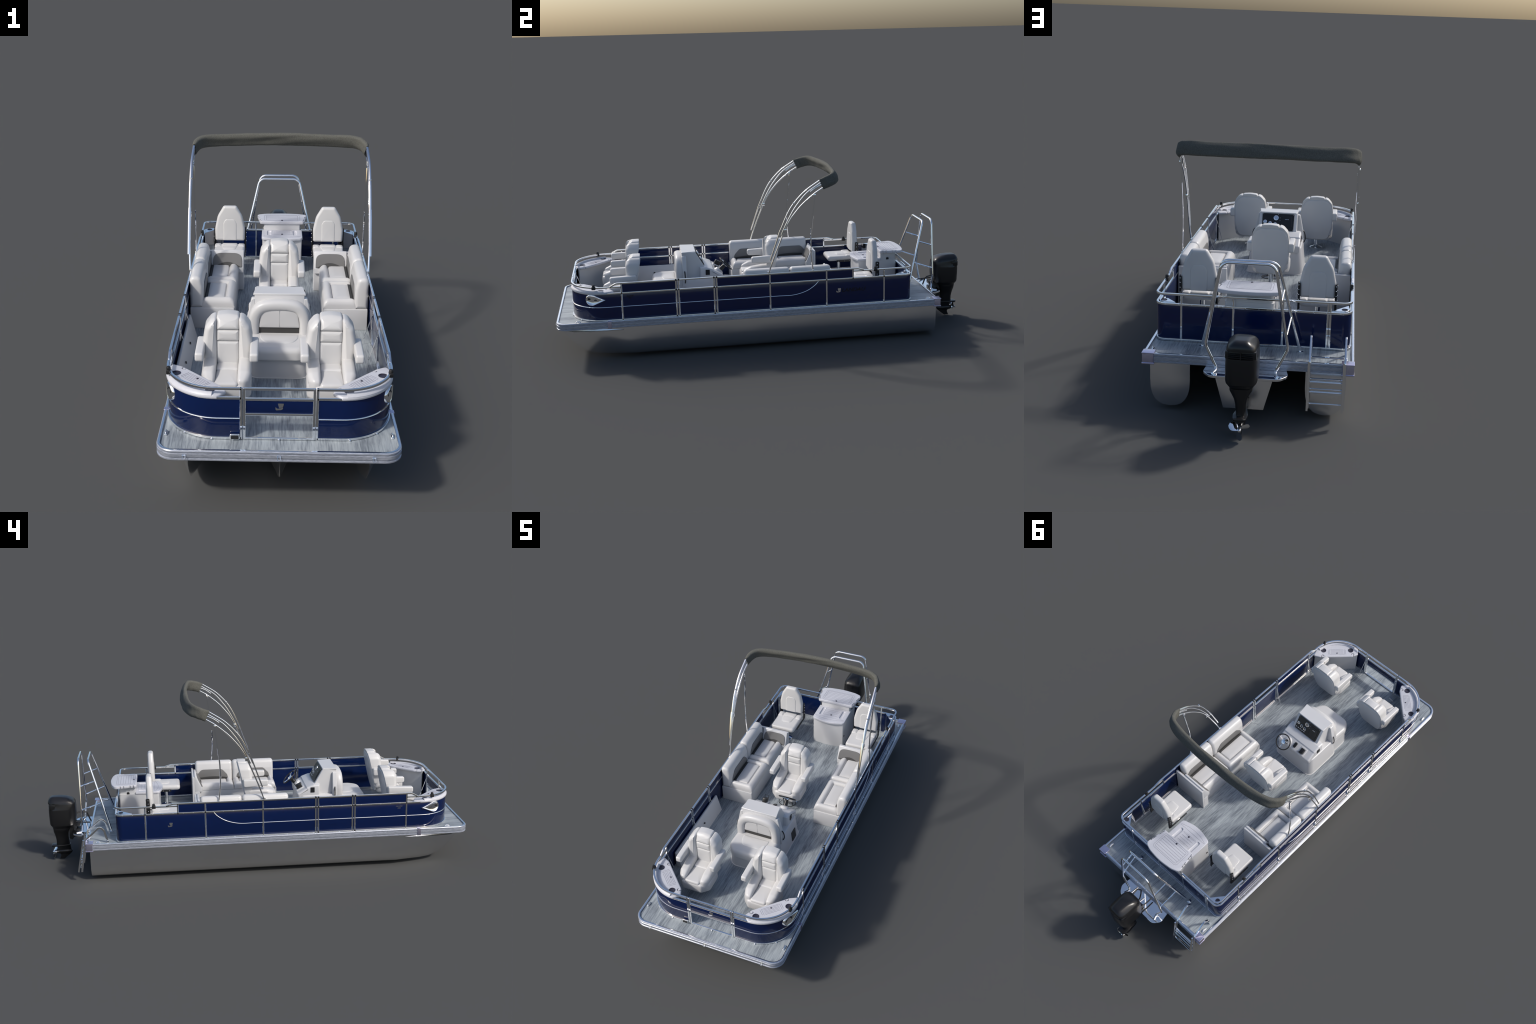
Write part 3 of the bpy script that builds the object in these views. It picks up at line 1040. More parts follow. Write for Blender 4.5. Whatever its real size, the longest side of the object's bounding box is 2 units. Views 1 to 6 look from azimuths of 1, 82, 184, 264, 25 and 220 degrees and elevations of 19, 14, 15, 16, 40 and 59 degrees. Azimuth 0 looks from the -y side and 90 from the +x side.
# instrument panel on the sloping face
n_ = Vector((0, 0.868, 0.497)).normalized()
up_ = Vector((0, -0.497, 0.868)).normalized()
pm = frame(Vector((0, -0.3175, 0.3925)) + n_ * 0.0006, (-1, 0, 0), up_, n_)   # x to the left when seen from the helm
g = Geo()
pan = rpoly([(-0.068, -0.039, 0.003), (0.068, -0.039, 0.003), (0.0695, 0.037, 0.003), (-0.0695, 0.037, 0.003)], 0, 3)
g.add(slab(pan, 0, 0.003, 0.0008, seg=1), 0, pm)
g.add(slab(rrect(0.014, 0.060, -0.022, 0.024, 0.003), 0.003, 0.0045, 0.0008, seg=1), 0, pm)     # radio
panel = make("instrument_panel", g, BLACK, console)
dials = Geo(); bez = Geo()
for dx, dy, r in ((-0.009, 0.017, 0.0105), (-0.056, -0.002, 0.0075), (-0.034, -0.008, 0.0075), (-0.012, -0.012, 0.0075)):
    M = pm @ Matrix.Translation((dx, dy, 0.003))
    bez.add(lathe([(r * 0.86, 0.0025), (r * 0.9, 0.003), (r * 1.05, 0.0025), (r * 1.08, 0)], 24, M))
    dials.add(lathe([(r * 0.9, 0.0), (r * 0.9, 0.0018), (1e-7, 0.0018)], 24, M))
make("gauge_bezel", bez, CHROME, panel)
make("gauge", dials, DIAL, panel)
sw = Geo()
for k in range(5):
    sw.add(box(-0.0035, 0.0035, -0.0022, 0.0022, 0.003, 0.0055, 0.001, 1), 0, pm @ Matrix.Translation((-0.060 + k * 0.0125, -0.0275, 0)))
for dx, dy in ((-0.065, 0.033), (0.065, 0.033), (0.065, -0.035), (-0.065, -0.035), (0.0, 0.033), (0.008, 0.018), (0.008, 0.006)):
    sw.add(sphere(pm @ Vector((dx, dy, 0.003)), 0.0012, 4))
make("rocker_switch", sw, mat("switch_white", (0.6, 0.6, 0.62), 0.3), panel)
make("radio_slot", Geo().add(box(0.030, 0.046, 0.010, 0.0118, 0.0042, 0.0056, 0.0003, 1), 0, pm), CHROME, panel)

# steering
wc = Vector((0.050, -0.190, 0.356))
wn = Vector((0, 0.72, 0.69)).normalized()
wm = look_frame(wc, wn)
g = Geo()
rim_ = [wm @ Vector((0.0395 * math.cos(a), 0.0395 * math.sin(a), 0)) for a in [2 * PI * k / 40 for k in range(40)]]
g.add(sweep(rim_, rnd(0.0031, 8), closed=True))
wheel = make("steering_wheel", g, BLACK, console)
g = Geo()
for a in (PI / 2, PI / 2 + 2 * PI / 3, PI / 2 - 2 * PI / 3):
    for d in (-0.12, 0.12):
        g.add(tube([wm @ Vector((0.008 * math.cos(a), 0.008 * math.sin(a), -0.006)), wm @ Vector((0.038 * math.cos(a + d), 0.038 * math.sin(a + d), 0))], 0.0014, 6))
g.add(lathe([(0.0125, -0.009), (0.0135, -0.005), (0.011, -0.0015), (1e-7, -0.0005)], 20, wm))
make("wheel_spokes", g, CHROME, wheel)
g = Geo()
g.add(lathe([(0.0115, -0.045), (0.010, -0.02), (0.008, -0.008)], 16, wm))
g.add(lathe([(0.0017, 0), (0.0017, 0.02), (0.003, 0.022), (0.003, 0.026), (1e-7, 0.0265)], 8, Matrix.Translation(wm @ Vector((-0.012, 0, -0.025)))))
make("steering_column", g, BLACK, console)
make("column_boss", lathe([(0.026, -0.062), (0.021, -0.043), (0.012, -0.038)], 24, wm), GEL, console)
# throttle and switch cluster on the lower dash
dn = Vector((0, 0.485, 0.875)).normalized()
dm = look_frame((-0.048, -0.228, 0.3265), dn)
g = Geo()
g.add(box(-0.018, 0.018, -0.022, 0.020, -0.004, 0.003, 0.002, 2), 1, dm)
g.add(box(-0.011, 0.009, -0.016, 0.012, 0.0, 0.024, 0.003, 2), 0, dm)
g.add(tube([dm @ Vector((-0.010, 0.010, 0.010)), dm @ Vector((-0.010, 0.012, 0.034)), dm @ Vector((0.008, 0.012, 0.034)), dm @ Vector((0.008, 0.010, 0.010))], 0.0016, 8), 0)
make("throttle", g, [BLACK, GEL], console)
g = Geo()
M2 = look_frame((0.004, -0.232, 0.329), dn)
g.add(box(-0.008, 0.008, -0.014, 0.014, -0.001, 0.005, 0.004, 3), 0, M2)
make("ignition_switch", g, BLACK, console)

# forward lounge in front of the console
lb = rpoly([(-0.108, -0.40), (0.108, -0.40), (0.110, -0.49, 0.05), (0.085, -0.534, 0.05), (-0.085, -0.534, 0.05), (-0.110, -0.49, 0.05)], 0, 7)
lounge = make("lounge_base", slab(lb, FLOOR, 0.272, 0.0, taper=0.97, cen=(0, -0.45)), GEL, root)
lbf = rpoly([(-0.111, -0.40), (0.111, -0.40), (0.113, -0.49, 0.05), (0.087, -0.538, 0.05), (-0.087, -0.538, 0.05), (-0.113, -0.49, 0.05)], 0, 7)
make("lounge_flange", slab(lbf, FLOOR, FLOOR + 0.0025, 0.001), GEL, lounge)
sp = rpoly([(-0.103, -0.405, 0.01), (0.103, -0.405, 0.01), (0.107, -0.500, 0.05), (0.078, -0.548, 0.045), (-0.078, -0.548, 0.045), (-0.107, -0.500, 0.05)], 0, 8)
make("lounge_seat", slab(sp, 0.256, 0.2990, 0.018, 0.0, seg=6, r0=0.006), VINYL, lounge)
ip = rpoly([(-0.064, -0.436, 0.004), (0.064, -0.436, 0.004), (0.063, -0.465, 0.03), (0.046, -0.503, 0.03), (-0.046, -0.503, 0.03), (-0.063, -0.465, 0.03)], 0, 6)
make("lounge_pad", slab(ip, 0.29, 0.3010, 0.005, 0.003), VINYL, lounge)
bp_ = rpoly([(-0.102, 0.262, 0.01), (0.102, 0.262, 0.01), (0.102, 0.352, 0.05), (0.080, 0.403, 0.04), (0.0, 0.412, 0.3), (-0.080, 0.403, 0.04), (-0.102, 0.352, 0.05)], 0, 7)
make("lounge_back", Geo().add(slab(bp_, 0, 0.016, 0.006, 0.0, seg=3, r0=0.003), 0, XZ(-0.404, -1)), VINYL, lounge)
half_roll = [V(0.0850, -0.4145, 0.272), V(0.0850, -0.4145, 0.300), V(0.0845, -0.4145, 0.335), V(0.0785, -0.4145, 0.364), V(0.0620, -0.4145, 0.3865), V(0.036, -0.4145, 0.3955), V(0.0, -0.4145, 0.398)]
roll = smooth3(half_roll + [V(-p.x, p.y, p.z) for p in reversed(half_roll[:-1])], 72)
make("lounge_roll", sweep(roll, [(0.0190 * math.copysign(abs(math.cos(q)) ** 0.8, math.cos(q)), 0.0215 * math.copysign(abs(math.sin(q)) ** 0.8, math.sin(q))) for q in [2 * PI * k / 20 for k in range(20)]], up=(0, -1, 0)), VINYL, lounge)
def sloped(vf):
    """Recessed pad leans: lower edge sits further aft."""
    vv, ff = vf
    return [Vector((x, -0.4290 + (0.384 - z) * 0.05 - (d - 0.010), z)) for x, z, d in vv], ff
ib = rpoly([(-0.0680, 0.319, 0.004), (0.0680, 0.319, 0.004), (0.062, 0.364, 0.025), (0.046, 0.386, 0.02), (-0.046, 0.386, 0.02), (-0.062, 0.364, 0.025)], 0, 6)
make("lounge_pad", Geo().add(sloped(slab(ib, 0, 0.010, 0.004, 0.002))), VINYL, lounge)
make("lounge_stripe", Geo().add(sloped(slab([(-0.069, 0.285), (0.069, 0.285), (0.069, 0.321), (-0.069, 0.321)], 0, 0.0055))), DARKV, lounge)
make("lounge_seam", Geo().add(sloped(box(-0.0003, 0.0003, 0.323, 0.382, 0.008, 0.0122))), mat("seam_thread", (0.4, 0.4, 0.4), 0.6), lounge)

# leaning table board along the port fence
board = rpoly([(-0.289, FLOOR), (-0.311, 0.276, 0.003), (-0.3195, 0.276, 0.003), (-0.3195, FLOOR)], 0, 2)
bd = make("stowed_table", Geo().add(slab(board, 0.215, 0.640, 0.003, seg=2), 0, XZ(0, -1)), GEL, root)
g = Geo()
for y in (-0.38, -0.53):
    M = frame((-0.2995, y, 0.239), (0, 1, 0), (-0.25, 0, 0.97), (0.97, 0, 0.25))
    g.add(slab([(-0.006, 0), (0, -0.005), (0.006, 0), (0, 0.005)], 0, 0.003), 0, M)
make("table_latch", g, BLACK, bd)

# ------------------------------------------------------------------- sofas
def cushion(x0, x1, y0, y1, zb, zt, pad, rad=0.014, drop=0.005, nx=30, ny=44, pillow=0.004):
    """Upholstered block: rolled edges, a sunken stitched pad given by its rectangle."""
    px0, px1, py0, py1 = pad
    verts, faces = [], []
    def edge(d):
        if d >= rad: return 0.0
        return rad - math.sqrt(max(0.0, rad * rad - (rad - d) ** 2))
    for j in range(ny + 1):
        for i in range(nx + 1):
            # denser near rims
            u = 0.5 - 0.5 * math.cos(PI * i / nx); v = 0.5 - 0.5 * math.cos(PI * j / ny)
            u = 0.35 * u + 0.65 * i / nx; v = 0.35 * v + 0.65 * j / ny
            x = x0 + (x1 - x0) * u; y = y0 + (y1 - y0) * v
            d = min(x - x0, x1 - x, y - y0, y1 - y)
            dx = min(x - x0, x1 - x); dy = min(y - y0, y1 - y)
            z = zt - (edge(dx) + edge(dy)) * 0.9
            q = min(x - px0, px1 - x, y - py0, py1 - y)       # inside the pad > 0
            if q > 0:
                z -= drop - pillow * min(1, q / 0.02) ** 0.6
            z -= drop * 1.3 * math.exp(-(q / 0.0030) ** 2)
            if q < 0:
                z += 0.0035 * math.exp(-((q + 0.014) / 0.010) ** 2)
            verts.append((x, y, max(z, zb + 0.002)))
    W = nx + 1
    for j in range(ny):
        for i in range(nx):
            faces.append((j * W + i, j * W + i + 1, (j + 1) * W + i + 1, (j + 1) * W + i))
    border = [i for i in range(W)] + [j * W + nx for j in range(1, ny + 1)] + [ny * W + i for i in range(nx - 1, -1, -1)] + [j * W for j in range(ny - 1, 0, -1)]
    o = len(verts)
    for b in border:
        verts.append((verts[b][0], verts[b][1], zb))
    n = len(border)
    for k in range(n):
        q = (k + 1) % n
        faces.append((border[k], o + k, o + q, border[q]))
    faces.append(tuple(range(o, o + n)))
    return verts, faces

def sofa(s):
    def S(g):
        return g if s > 0 else g.mirror_x()
    base = make("sofa_base", S(Geo().add(box(0.1615, 0.3205, -0.1385, 0.276, FLOOR, 0.270, 0.003, 2))), GEL, root)
    for y0, y1 in ((-0.1365, 0.0785), (0.0805, 0.272)):
        pad = (0.195, 0.2685, y0 + 0.032, y1 - (0.030 if y0 < 0 else 0.012))
        make("seat_cushion", S(Geo().add(cushion(0.1605, 0.278, y0 + (0.003 if y0 < 0 else 0), y1, 0.2705, 0.301, pad, rad=0.019))), VINYL, base)
        make("cushion_strip", S(Geo().add(box(0.2580, 0.2690, pad[2] + 0.003, pad[3] - 0.003, 0.285, 0.2985, 0.001, 1))), DARKV, base)
        # backrest: rounded block leaning outboard; profile in (x, z)
        prof = rpoly([(0.272, 0.268, 0.004), (0.322, 0.268, 0.004), (0.322, 0.389, 0.017), (0.282, 0.385, 0.02), (0.2735, 0.345, 0.03)], 0, 6)
        make("sofa_back", S(Geo().add(slab(prof, -y1 + 0.0, -y0 - (0.001 if y0 < 0 else 0.0), 0.014, seg=5), 0, XZ(0, -1))), VINYL, base)
        # grey arched insert on the inner face
        w = (y1 - y0)
        yc = 0.5 * (pad[2] + pad[3])
        hw = (pad[3] - pad[2]) / 2 + 0.012
        arch = rpoly([(yc - hw, 0.290), (yc + hw, 0.290), (yc + hw * 0.93, 0.318, 0.02), (yc + hw * 0.62, 0.3475, 0.022), (yc - hw * 0.62, 0.3475, 0.022), (yc - hw * 0.93, 0.318, 0.02)], 0, 5)
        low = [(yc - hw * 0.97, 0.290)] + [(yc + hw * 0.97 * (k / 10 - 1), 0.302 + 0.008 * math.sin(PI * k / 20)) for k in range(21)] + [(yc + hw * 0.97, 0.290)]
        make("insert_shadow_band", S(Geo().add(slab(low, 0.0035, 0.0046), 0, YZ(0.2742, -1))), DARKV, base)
        make("back_insert", S(Geo().add(slab(arch, 0, 0.004, 0.002, seg=2), 0, YZ(0.2742, -1))), GREYV, base)
    # aft armrest: upright panel, bolster with a sloping grey face
    arm = Geo()
    arm.add(box(0.140, 0.321, 0.282, 0.293, FLOOR, 0.3465, 0.0015, 1))
    prof = rpoly([(0.2435, 0.268), (0.2435, 0.288, 0.004), (0.2735, 0.352, 0.006), (0.2825, 0.352, 0.004), (0.2825, 0.268)], 0, 4)
    arm.add(slab(prof, 0.141, 0.272, 0.004, seg=2), 0, YZ())
    arm.add(box(0.141, 0.30, 0.255, 0.2825, FLOOR, 0.270, 0.002, 1))
    a = make("sofa_armrest", S(arm), GEL, base)
    nrm = Vector((0, -0.905, 0.425)).normalized()
    upv = Vector((0, 0.425, 0.905)).normalized()
    M = frame(Vector((0.2055, 0.2585, 0.320)) + nrm * 0.0002, (1, 0, 0), upv, nrm)
    M = frame(Vector((0.2055, 0.2585, 0.320)) + nrm * 0.0004, (-1, 0, 0), upv, nrm)
    ins = [(-0.058, -0.032)] + [(-0.058 * math.copysign(abs(math.cos(q)) ** 0.45, math.cos(q)), -0.018 + 0.043 * abs(math.sin(q)) ** 0.6) for q in [PI * k / 18 for k in range(19)]] + [(0.058, -0.032)]
    make("armrest_insert", S(Geo().add(slab(ins, 0, 0.0025, 0.001, seg=1), 0, M)), GREYV, a)
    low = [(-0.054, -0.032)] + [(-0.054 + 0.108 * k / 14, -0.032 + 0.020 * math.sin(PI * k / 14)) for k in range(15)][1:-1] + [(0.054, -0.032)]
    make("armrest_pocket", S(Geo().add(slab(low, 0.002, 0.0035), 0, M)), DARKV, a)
    return base
for s in (-1, 1):
    sofa(s)

# --------------------------------------------------------- aft fishing seats
def fishing_seat():
    g = Geo()
    o = rpoly([(-0.064, 0.360, 0.014), (0.064, 0.360, 0.014), (0.064, 0.497, 0.012), (-0.064, 0.497, 0.012)], 0, 5)
    g.add(slab(o, 0.282, 0.3085, 0.012, 0.0, seg=5))
    seat = g
    g = Geo()
    o = rpoly([(-0.033, 0.47), (0.033, 0.47), (0.026, 0.412, 0.012), (-0.026, 0.412, 0.012)], 0, 5)
    g.add(slab(o, 0.302, 0.3105, 0.004, 0.002))
    pad = g
    for s in (-1, 1):      # rear rolls of the seat cushion
        pad.add(slab(rrect(s * 0.049 - 0.0145, s * 0.049 + 0.0145, 0.455, 0.496, 0.008), 0.294, 0.3105, 0.006, 0.002))
    pad.add(slab(rrect(-0.0335, 0.0335, 0.455, 0.4965, 0.008), 0.294, 0.3115, 0.006, 0.002))
    g = Geo()
    lean = Matrix.Translation((0, 0.50, 0.33)) @ Matrix.Rotation(math.radians(-1), 4, 'X') @ Matrix.Translation((0, -0.50, -0.33))
    o = rpoly([(-0.062, 0.322, 0.008), (0.062, 0.322, 0.008), (0.0635, 0.375, 0.05), (0.052, 0.43, 0.06), (0.027, 0.473, 0.012), (-0.027, 0.473, 0.012), (-0.052, 0.43, 0.06), (-0.0635, 0.375, 0.05)], 0, 6)
    g.add(slab(o, 0, 0.028, 0.011, 0.0, seg=5), 0, lean @ XZ(0.515, -1))
    back = g
    g = Geo()
    o = rpoly([(-0.029, 0.325, 0.003), (0.029, 0.325, 0.003), (0.029, 0.40, 0.01), (0.020, 0.418, 0.014), (-0.020, 0.418, 0.014), (-0.029, 0.40, 0.01)], 0, 5)
    g.add(slab(o, 0, 0.0295, 0.004, 0.001), 0, lean @ XZ(0.515, -1))
    g.add(slab(o, 0, 0.0025, 0.001), 0, lean @ XZ(0.5145, 1))
    bpad = g
    g = Geo(); sc = Geo()
    for s in (-1, 1):
        g.add(slab(rpoly([(0.500, 0.279, 0.003), (0.518, 0.279, 0.003), (0.518, 0.378, 0.006), (0.503, 0.378, 0.004)], 0, 3), 0, 0.0035, 0.0006, seg=1), 0, YZ(s * 0.0645, s))
        g.add(box(min(s * 0.0600, s * 0.0680), max(s * 0.0600, s * 0.0680), 0.5165, 0.5200, 0.281, 0.376, 0.0006, 1))
        g.add(slab(rrect(0.405, 0.516, 0.2775, 0.287, 0.003), 0, 0.0035, 0.0006, seg=1), 0, YZ(s * 0.0645, s))
        for z in (0.317, 0.335, 0.353, 0.369):
            sc.add(sphere((s * 0.0682, 0.510, z), 0.0021, 5))
            sc.add(sphere((s * 0.0645, 0.5202, z), 0.0019, 5))
        for y in (0.415, 0.445, 0.475):
            sc.add(sphere((s * 0.0682, y, 0.2822), 0.0016, 5))
    bracket = g
    g = Geo()
    g.add(lathe([(0.028, FLOOR), (0.028, FLOOR + 0.002), (0.022, FLOOR + 0.006), (0.011, FLOOR + 0.009), (0.0085, FLOOR + 0.012), (0.0085, 0.276), (0.024, 0.278), (0.024, 0.284)], 24, Matrix.Translation((0, 0.430, 0))))
    ped = g
    return seat, pad, back, bpad, bracket, sc, ped
fs = fishing_seat()
seat1 = make("fishing_seat", fs[0], VINYL, root)
sub = [make("seat_pad", fs[1], VINYL, seat1), make("seat_back", fs[2], VINYL, seat1), make("back_pad", fs[3], VINYL, seat1),
       make("hinge_bracket", fs[4], BLACK, seat1), make("bracket_screw", fs[5], CHROME, seat1), make("pedestal", fs[6], CHROME, seat1)]
seat1.location = (-0.2075, 0, 0)
c = twin(seat1, root, (0.2075, -0.004, 0))
for sb in sub:
    twin(sb, c)

# ------------------------------------------------------------ livewell table
TX = 0.0135
body = Geo()
cab = rpoly([(TX - 0.083, 0.462, 0.006), (TX, 0.452, 0.2), (TX + 0.083, 0.462, 0.006), (TX + 0.083, 0.652, 0.01), (TX - 0.083, 0.652, 0.01)], 0, 5)
body.add(slab(cab, FLOOR, 0.338))
cab2 = rpoly([(TX - 0.0785, 0.572, 0.006), (TX + 0.0785, 0.572, 0.006), (TX + 0.0785, 0.651, 0.01), (TX - 0.0785, 0.651, 0.01)], 0, 4)
body.add(slab(cab2, 0.33, 0.377))
cabinet = make("livewell_cabinet", body, GEL, root)
lowo = rpoly([(TX - 0.086, 0.458, 0.016), (TX, 0.436, 0.25), (TX + 0.086, 0.458, 0.016), (TX + 0.086, 0.572), (TX - 0.086, 0.572)], 0, 7)
low = make("lower_lid", slab(lowo, 0.336, 0.3485, 0.003, seg=3), TOPGEL, cabinet)
cutters = []
for s in (-1, 1):
    cutters.append(make("cutter", slab(rrect(TX + s * 0.055 - 0.009, TX + s * 0.055 + 0.009, 0.492, 0.558, 0.008), 0.343, 0.36, 0.0, r0=0.004), TOPGEL))
subtract(low, cutters)
upo = rpoly([(TX - 0.094, 0.566, 0.010), (TX + 0.094, 0.566, 0.010), (TX + 0.101, 0.61, 0.03), (TX + 0.1095, 0.672, 0.020), (TX + 0.070, 0.686, 0.08), (TX, 0.694, 0.3), (TX - 0.070, 0.686, 0.08), (TX - 0.1095, 0.672, 0.020), (TX - 0.101, 0.61, 0.03)], 0, 6)
upper = make("upper_lid", slab(upo, 0.374, 0.3875, 0.003, seg=3), TOPGEL, cabinet)
cutters = []
for s in (-1, 1):        # hooked tool slots along the two side edges
    for y, w in ((0.587, 0.0955), (0.6335, 0.1035)):
        xe = TX + s * w
        sl = s * 0.16
        def cutbox(x0, x1, y0, y1):
            g = slab(rrect(x0, x1, y0, y1, 0.0012, 2), 0.36, 0.40)
            vv = [((p[0] + (p[1] - y) * sl), p[1], p[2]) for p in g[0]]
            cutters.append(make("cutter", (vv, g[1]), CUP))
        cutbox(xe - s * 0.0035 - 0.0019, xe - s * 0.0035 + 0.0019, y - 0.0155, y + 0.0155)
        for d in (-0.006, 0.010):
            cutbox(min(xe - s * 0.0035, xe + s * 0.012), max(xe - s * 0.0035, xe + s * 0.012), y + d - 0.003, y + d + 0.003)
subtract(upper, cutters)
lines = Geo()
def groove(pts, z, closed=False, w=0.0011):
    lines.add(sweep([V(x, y, z) for x, y in pts], sq(w, 0.0008, 0.0001), up=(0, 0, 1), closed=closed))
groove(rrect(TX - 0.077, TX + 0.077, 0.575, 0.662, 0.012), 0.3876, True)
groove(rrect(TX - 0.069, TX + 0.069, 0.5825, 0.655, 0.008), 0.3876, True)
for k in range(1, 6):
    y = 0.5825 + 0.0725 * k / 6
    groove([(TX - 0.069, y), (TX + 0.069, y)], 0.3876)
groove(rrect(TX - 0.043, TX + 0.043, 0.498, 0.561, 0.008), 0.3486, True, 0.0006)
for k in range(1, 5):
    y = 0.490 + 0.058 * k / 4.3
    groove([(TX - 0.036, y), (TX + 0.036, y)], 0.3486, False, 0.0008)
groove([(TX - 0.078, 0.478), (TX - 0.04, 0.467), (TX, 0.463), (TX + 0.04, 0.467), (TX + 0.078, 0.478)], 0.3486, False, 0.0008)
groove([(TX - 0.078, 0.482), (TX + 0.078, 0.482)], 0.3486, False, 0.0008)
make("lid_groove", lines, GROOVE, cabinet)
kn = Geo()
for y, z in ((0.581, 0.3874), (0.505, 0.3484)):
    kn.add(lathe([(0.0042, z), (0.0042, z + 0.0015), (0.003, z + 0.0022), (1e-7, z + 0.0022)], 16, Matrix.Translation((TX, y, 0))))
make("lid_knob", kn, CUP, cabinet)
vt = Geo()
for s in (-1, 1):
    vt.add(slab(rrect(0.6015, 0.6145, 0.336, 0.349, 0.004), 0, 0.002, 0.0008, seg=1), 0, YZ(TX + s * 0.0785, s))
    vt.add(slab(rrect(0.470, 0.479, 0.251, 0.259, 0.001), 0, 0.002, 0.0005, seg=1), 0, YZ(TX + s * 0.083, s))
make("vent", vt, BLACK, cabinet)

# --------------------------------------------------------- stern equipment
# polished motor-well platform
pf = rpoly([(-0.126, 0.792), (0.132, 0.792), (0.1365, 0.846, 0.03), (0.112, 0.880, 0.03), (-0.110, 0.880, 0.03), (-0.1365, 0.846, 0.03)], 0, 7)
plat = make("motor_platform", slab(pf, 0.158, 0.1665, 0.001, seg=1), CHROME, root)
# tow arch: two hoops joined by rungs
arch_g = Geo()
def hoop(pts, r=0.0052):
    return tube(pts, r, 12, 0.022)
def mirror_path(half):
    return [V(-p.x, p.y, p.z) for p in half] + [V(p.x, p.y, p.z) for p in reversed(half)]
fr = [V(0.1645, 0.690, 0.190), V(0.0905, 0.788, 0.512), V(0.083, 0.790, 0.520)]
fr = [V(0.1645, 0.690, 0.190), V(0.0875, 0.788, 0.5195)]
rr_ = [V(0.103, 0.862, 0.166), V(0.092, 0.834, 0.169), V(0.131, 0.829, 0.250), V(0.0835, 0.8335, 0.5245)]
frh = mirror_path(fr)
arch = make("tow_arch", sweep(fillet3(frh, 0.03, 8), rnd(0.0051, 12)), CHROME, root)
make("tow_arch_hoop", sweep(fillet3(mirror_path(rr_), 0.03, 8), rnd(0.0051, 12)), CHROME, arch)
g = Geo()
for s in (-1, 1):
    for (yf, zf, yr, zr) in ((0.760, 0.425, 0.832, 0.400), (0.730, 0.325, 0.830, 0.288)):
        def fx(z): return 0.1645 + (0.0875 - 0.1645) * (z - 0.190) / (0.5195 - 0.190)
        def rx(z): return 0.131 + (0.0835 - 0.131) * (z - 0.25) / (0.5245 - 0.25)
        g.add(tube([V(s * fx(zf), yf, zf), V(s * rx(zr), yr, zr)], 0.0032, 8))
    g.add(lathe([(0.010, FLOOR), (0.010, FLOOR + 0.003), (0.006, FLOOR + 0.005), (1e-7, FLOOR + 0.005)], 16, Matrix.Translation((s * 0.165, 0.690, 0))))
make("arch_rung", g, CHROME, arch)
# boarding ladder
g = Geo()
for x in (-0.314, -0.2005):
    p = fillet3([V(x, 0.700, 0.191), V(x, 0.714, 0.248), V(x, 0.734, 0.268), V(x, 0.802, 0.205), V(x, 0.826, 0.052)], 0.018, 5)
    g.add(sweep(p, sq(0.0095, 0.0065), up=(1, 0, 0)))
    p = fillet3([V(x * 0.985 - 0.001, 0.812, 0.205), V(x * 0.985 - 0.001, 0.842, 0.050)], 0.01, 3)
    g.add(sweep(p, sq(0.0075, 0.0065), up=(1, 0, 0)))
ladder = make("boarding_ladder", g, CHROME, root)
g = Geo()
for z, yy, h in ((0.216, 0.797, 0.004), (0.150, 0.816, 0.004), (0.139, 0.820, 0.006), (0.117, 0.822, 0.006), (0.107, 0.823, 0.004), (0.070, 0.829, 0.004)):
    g.add(box(-0.310, -0.204, yy - 0.004, yy + 0.004, z - h / 2, z + h / 2, 0.0008, 1))
make("ladder_rung", g, CHROME, ladder)

# outboard motor
def oval(y0, y1, hw, z, n=36, e=0.55):
    yc, hy = (y0 + y1) / 2, (y1 - y0) / 2
    return [(hw * math.copysign(abs(math.cos(a)) ** e, math.cos(a)), yc + hy * math.copysign(abs(math.sin(a)) ** e, math.sin(a)), z) for a in [2 * PI * k / n for k in range(n)]]
cowl = [oval(0.898, 0.982, 0.036, 0.168), oval(0.885, 0.990, 0.0455, 0.181), oval(0.880, 0.9915, 0.0470, 0.184), oval(0.874, 0.9935, 0.0485, 0.1850), oval(0.869, 0.9955, 0.0500, 0.192), oval(0.866, 0.9965, 0.0505, 0.230, e=0.5),
        oval(0.866, 0.9965, 0.0500, 0.262, e=0.5), oval(0.866, 0.9955, 0.0495, 0.270, e=0.5), oval(0.866, 0.988, 0.0490, 0.2715, e=0.5), oval(0.868, 0.988, 0.0480, 0.2925, e=0.5), oval(0.868, 0.9975, 0.0475, 0.2945, e=0.5),
        oval(0.873, 0.9975, 0.0455, 0.302, e=0.5), oval(0.880, 0.996, 0.0405, 0.3095, e=0.5), oval(0.895, 0.992, 0.0320, 0.3165, e=0.5), oval(0.912, 0.987, 0.0255, 0.3215, e=0.5), oval(0.935, 0.980, 0.0200, 0.3245, e=0.5), oval(0.945, 0.972, 0.012, 0.3250, e=0.5)]
motor = make("outboard_motor", loft(cowl), MOTOR, root, 40)
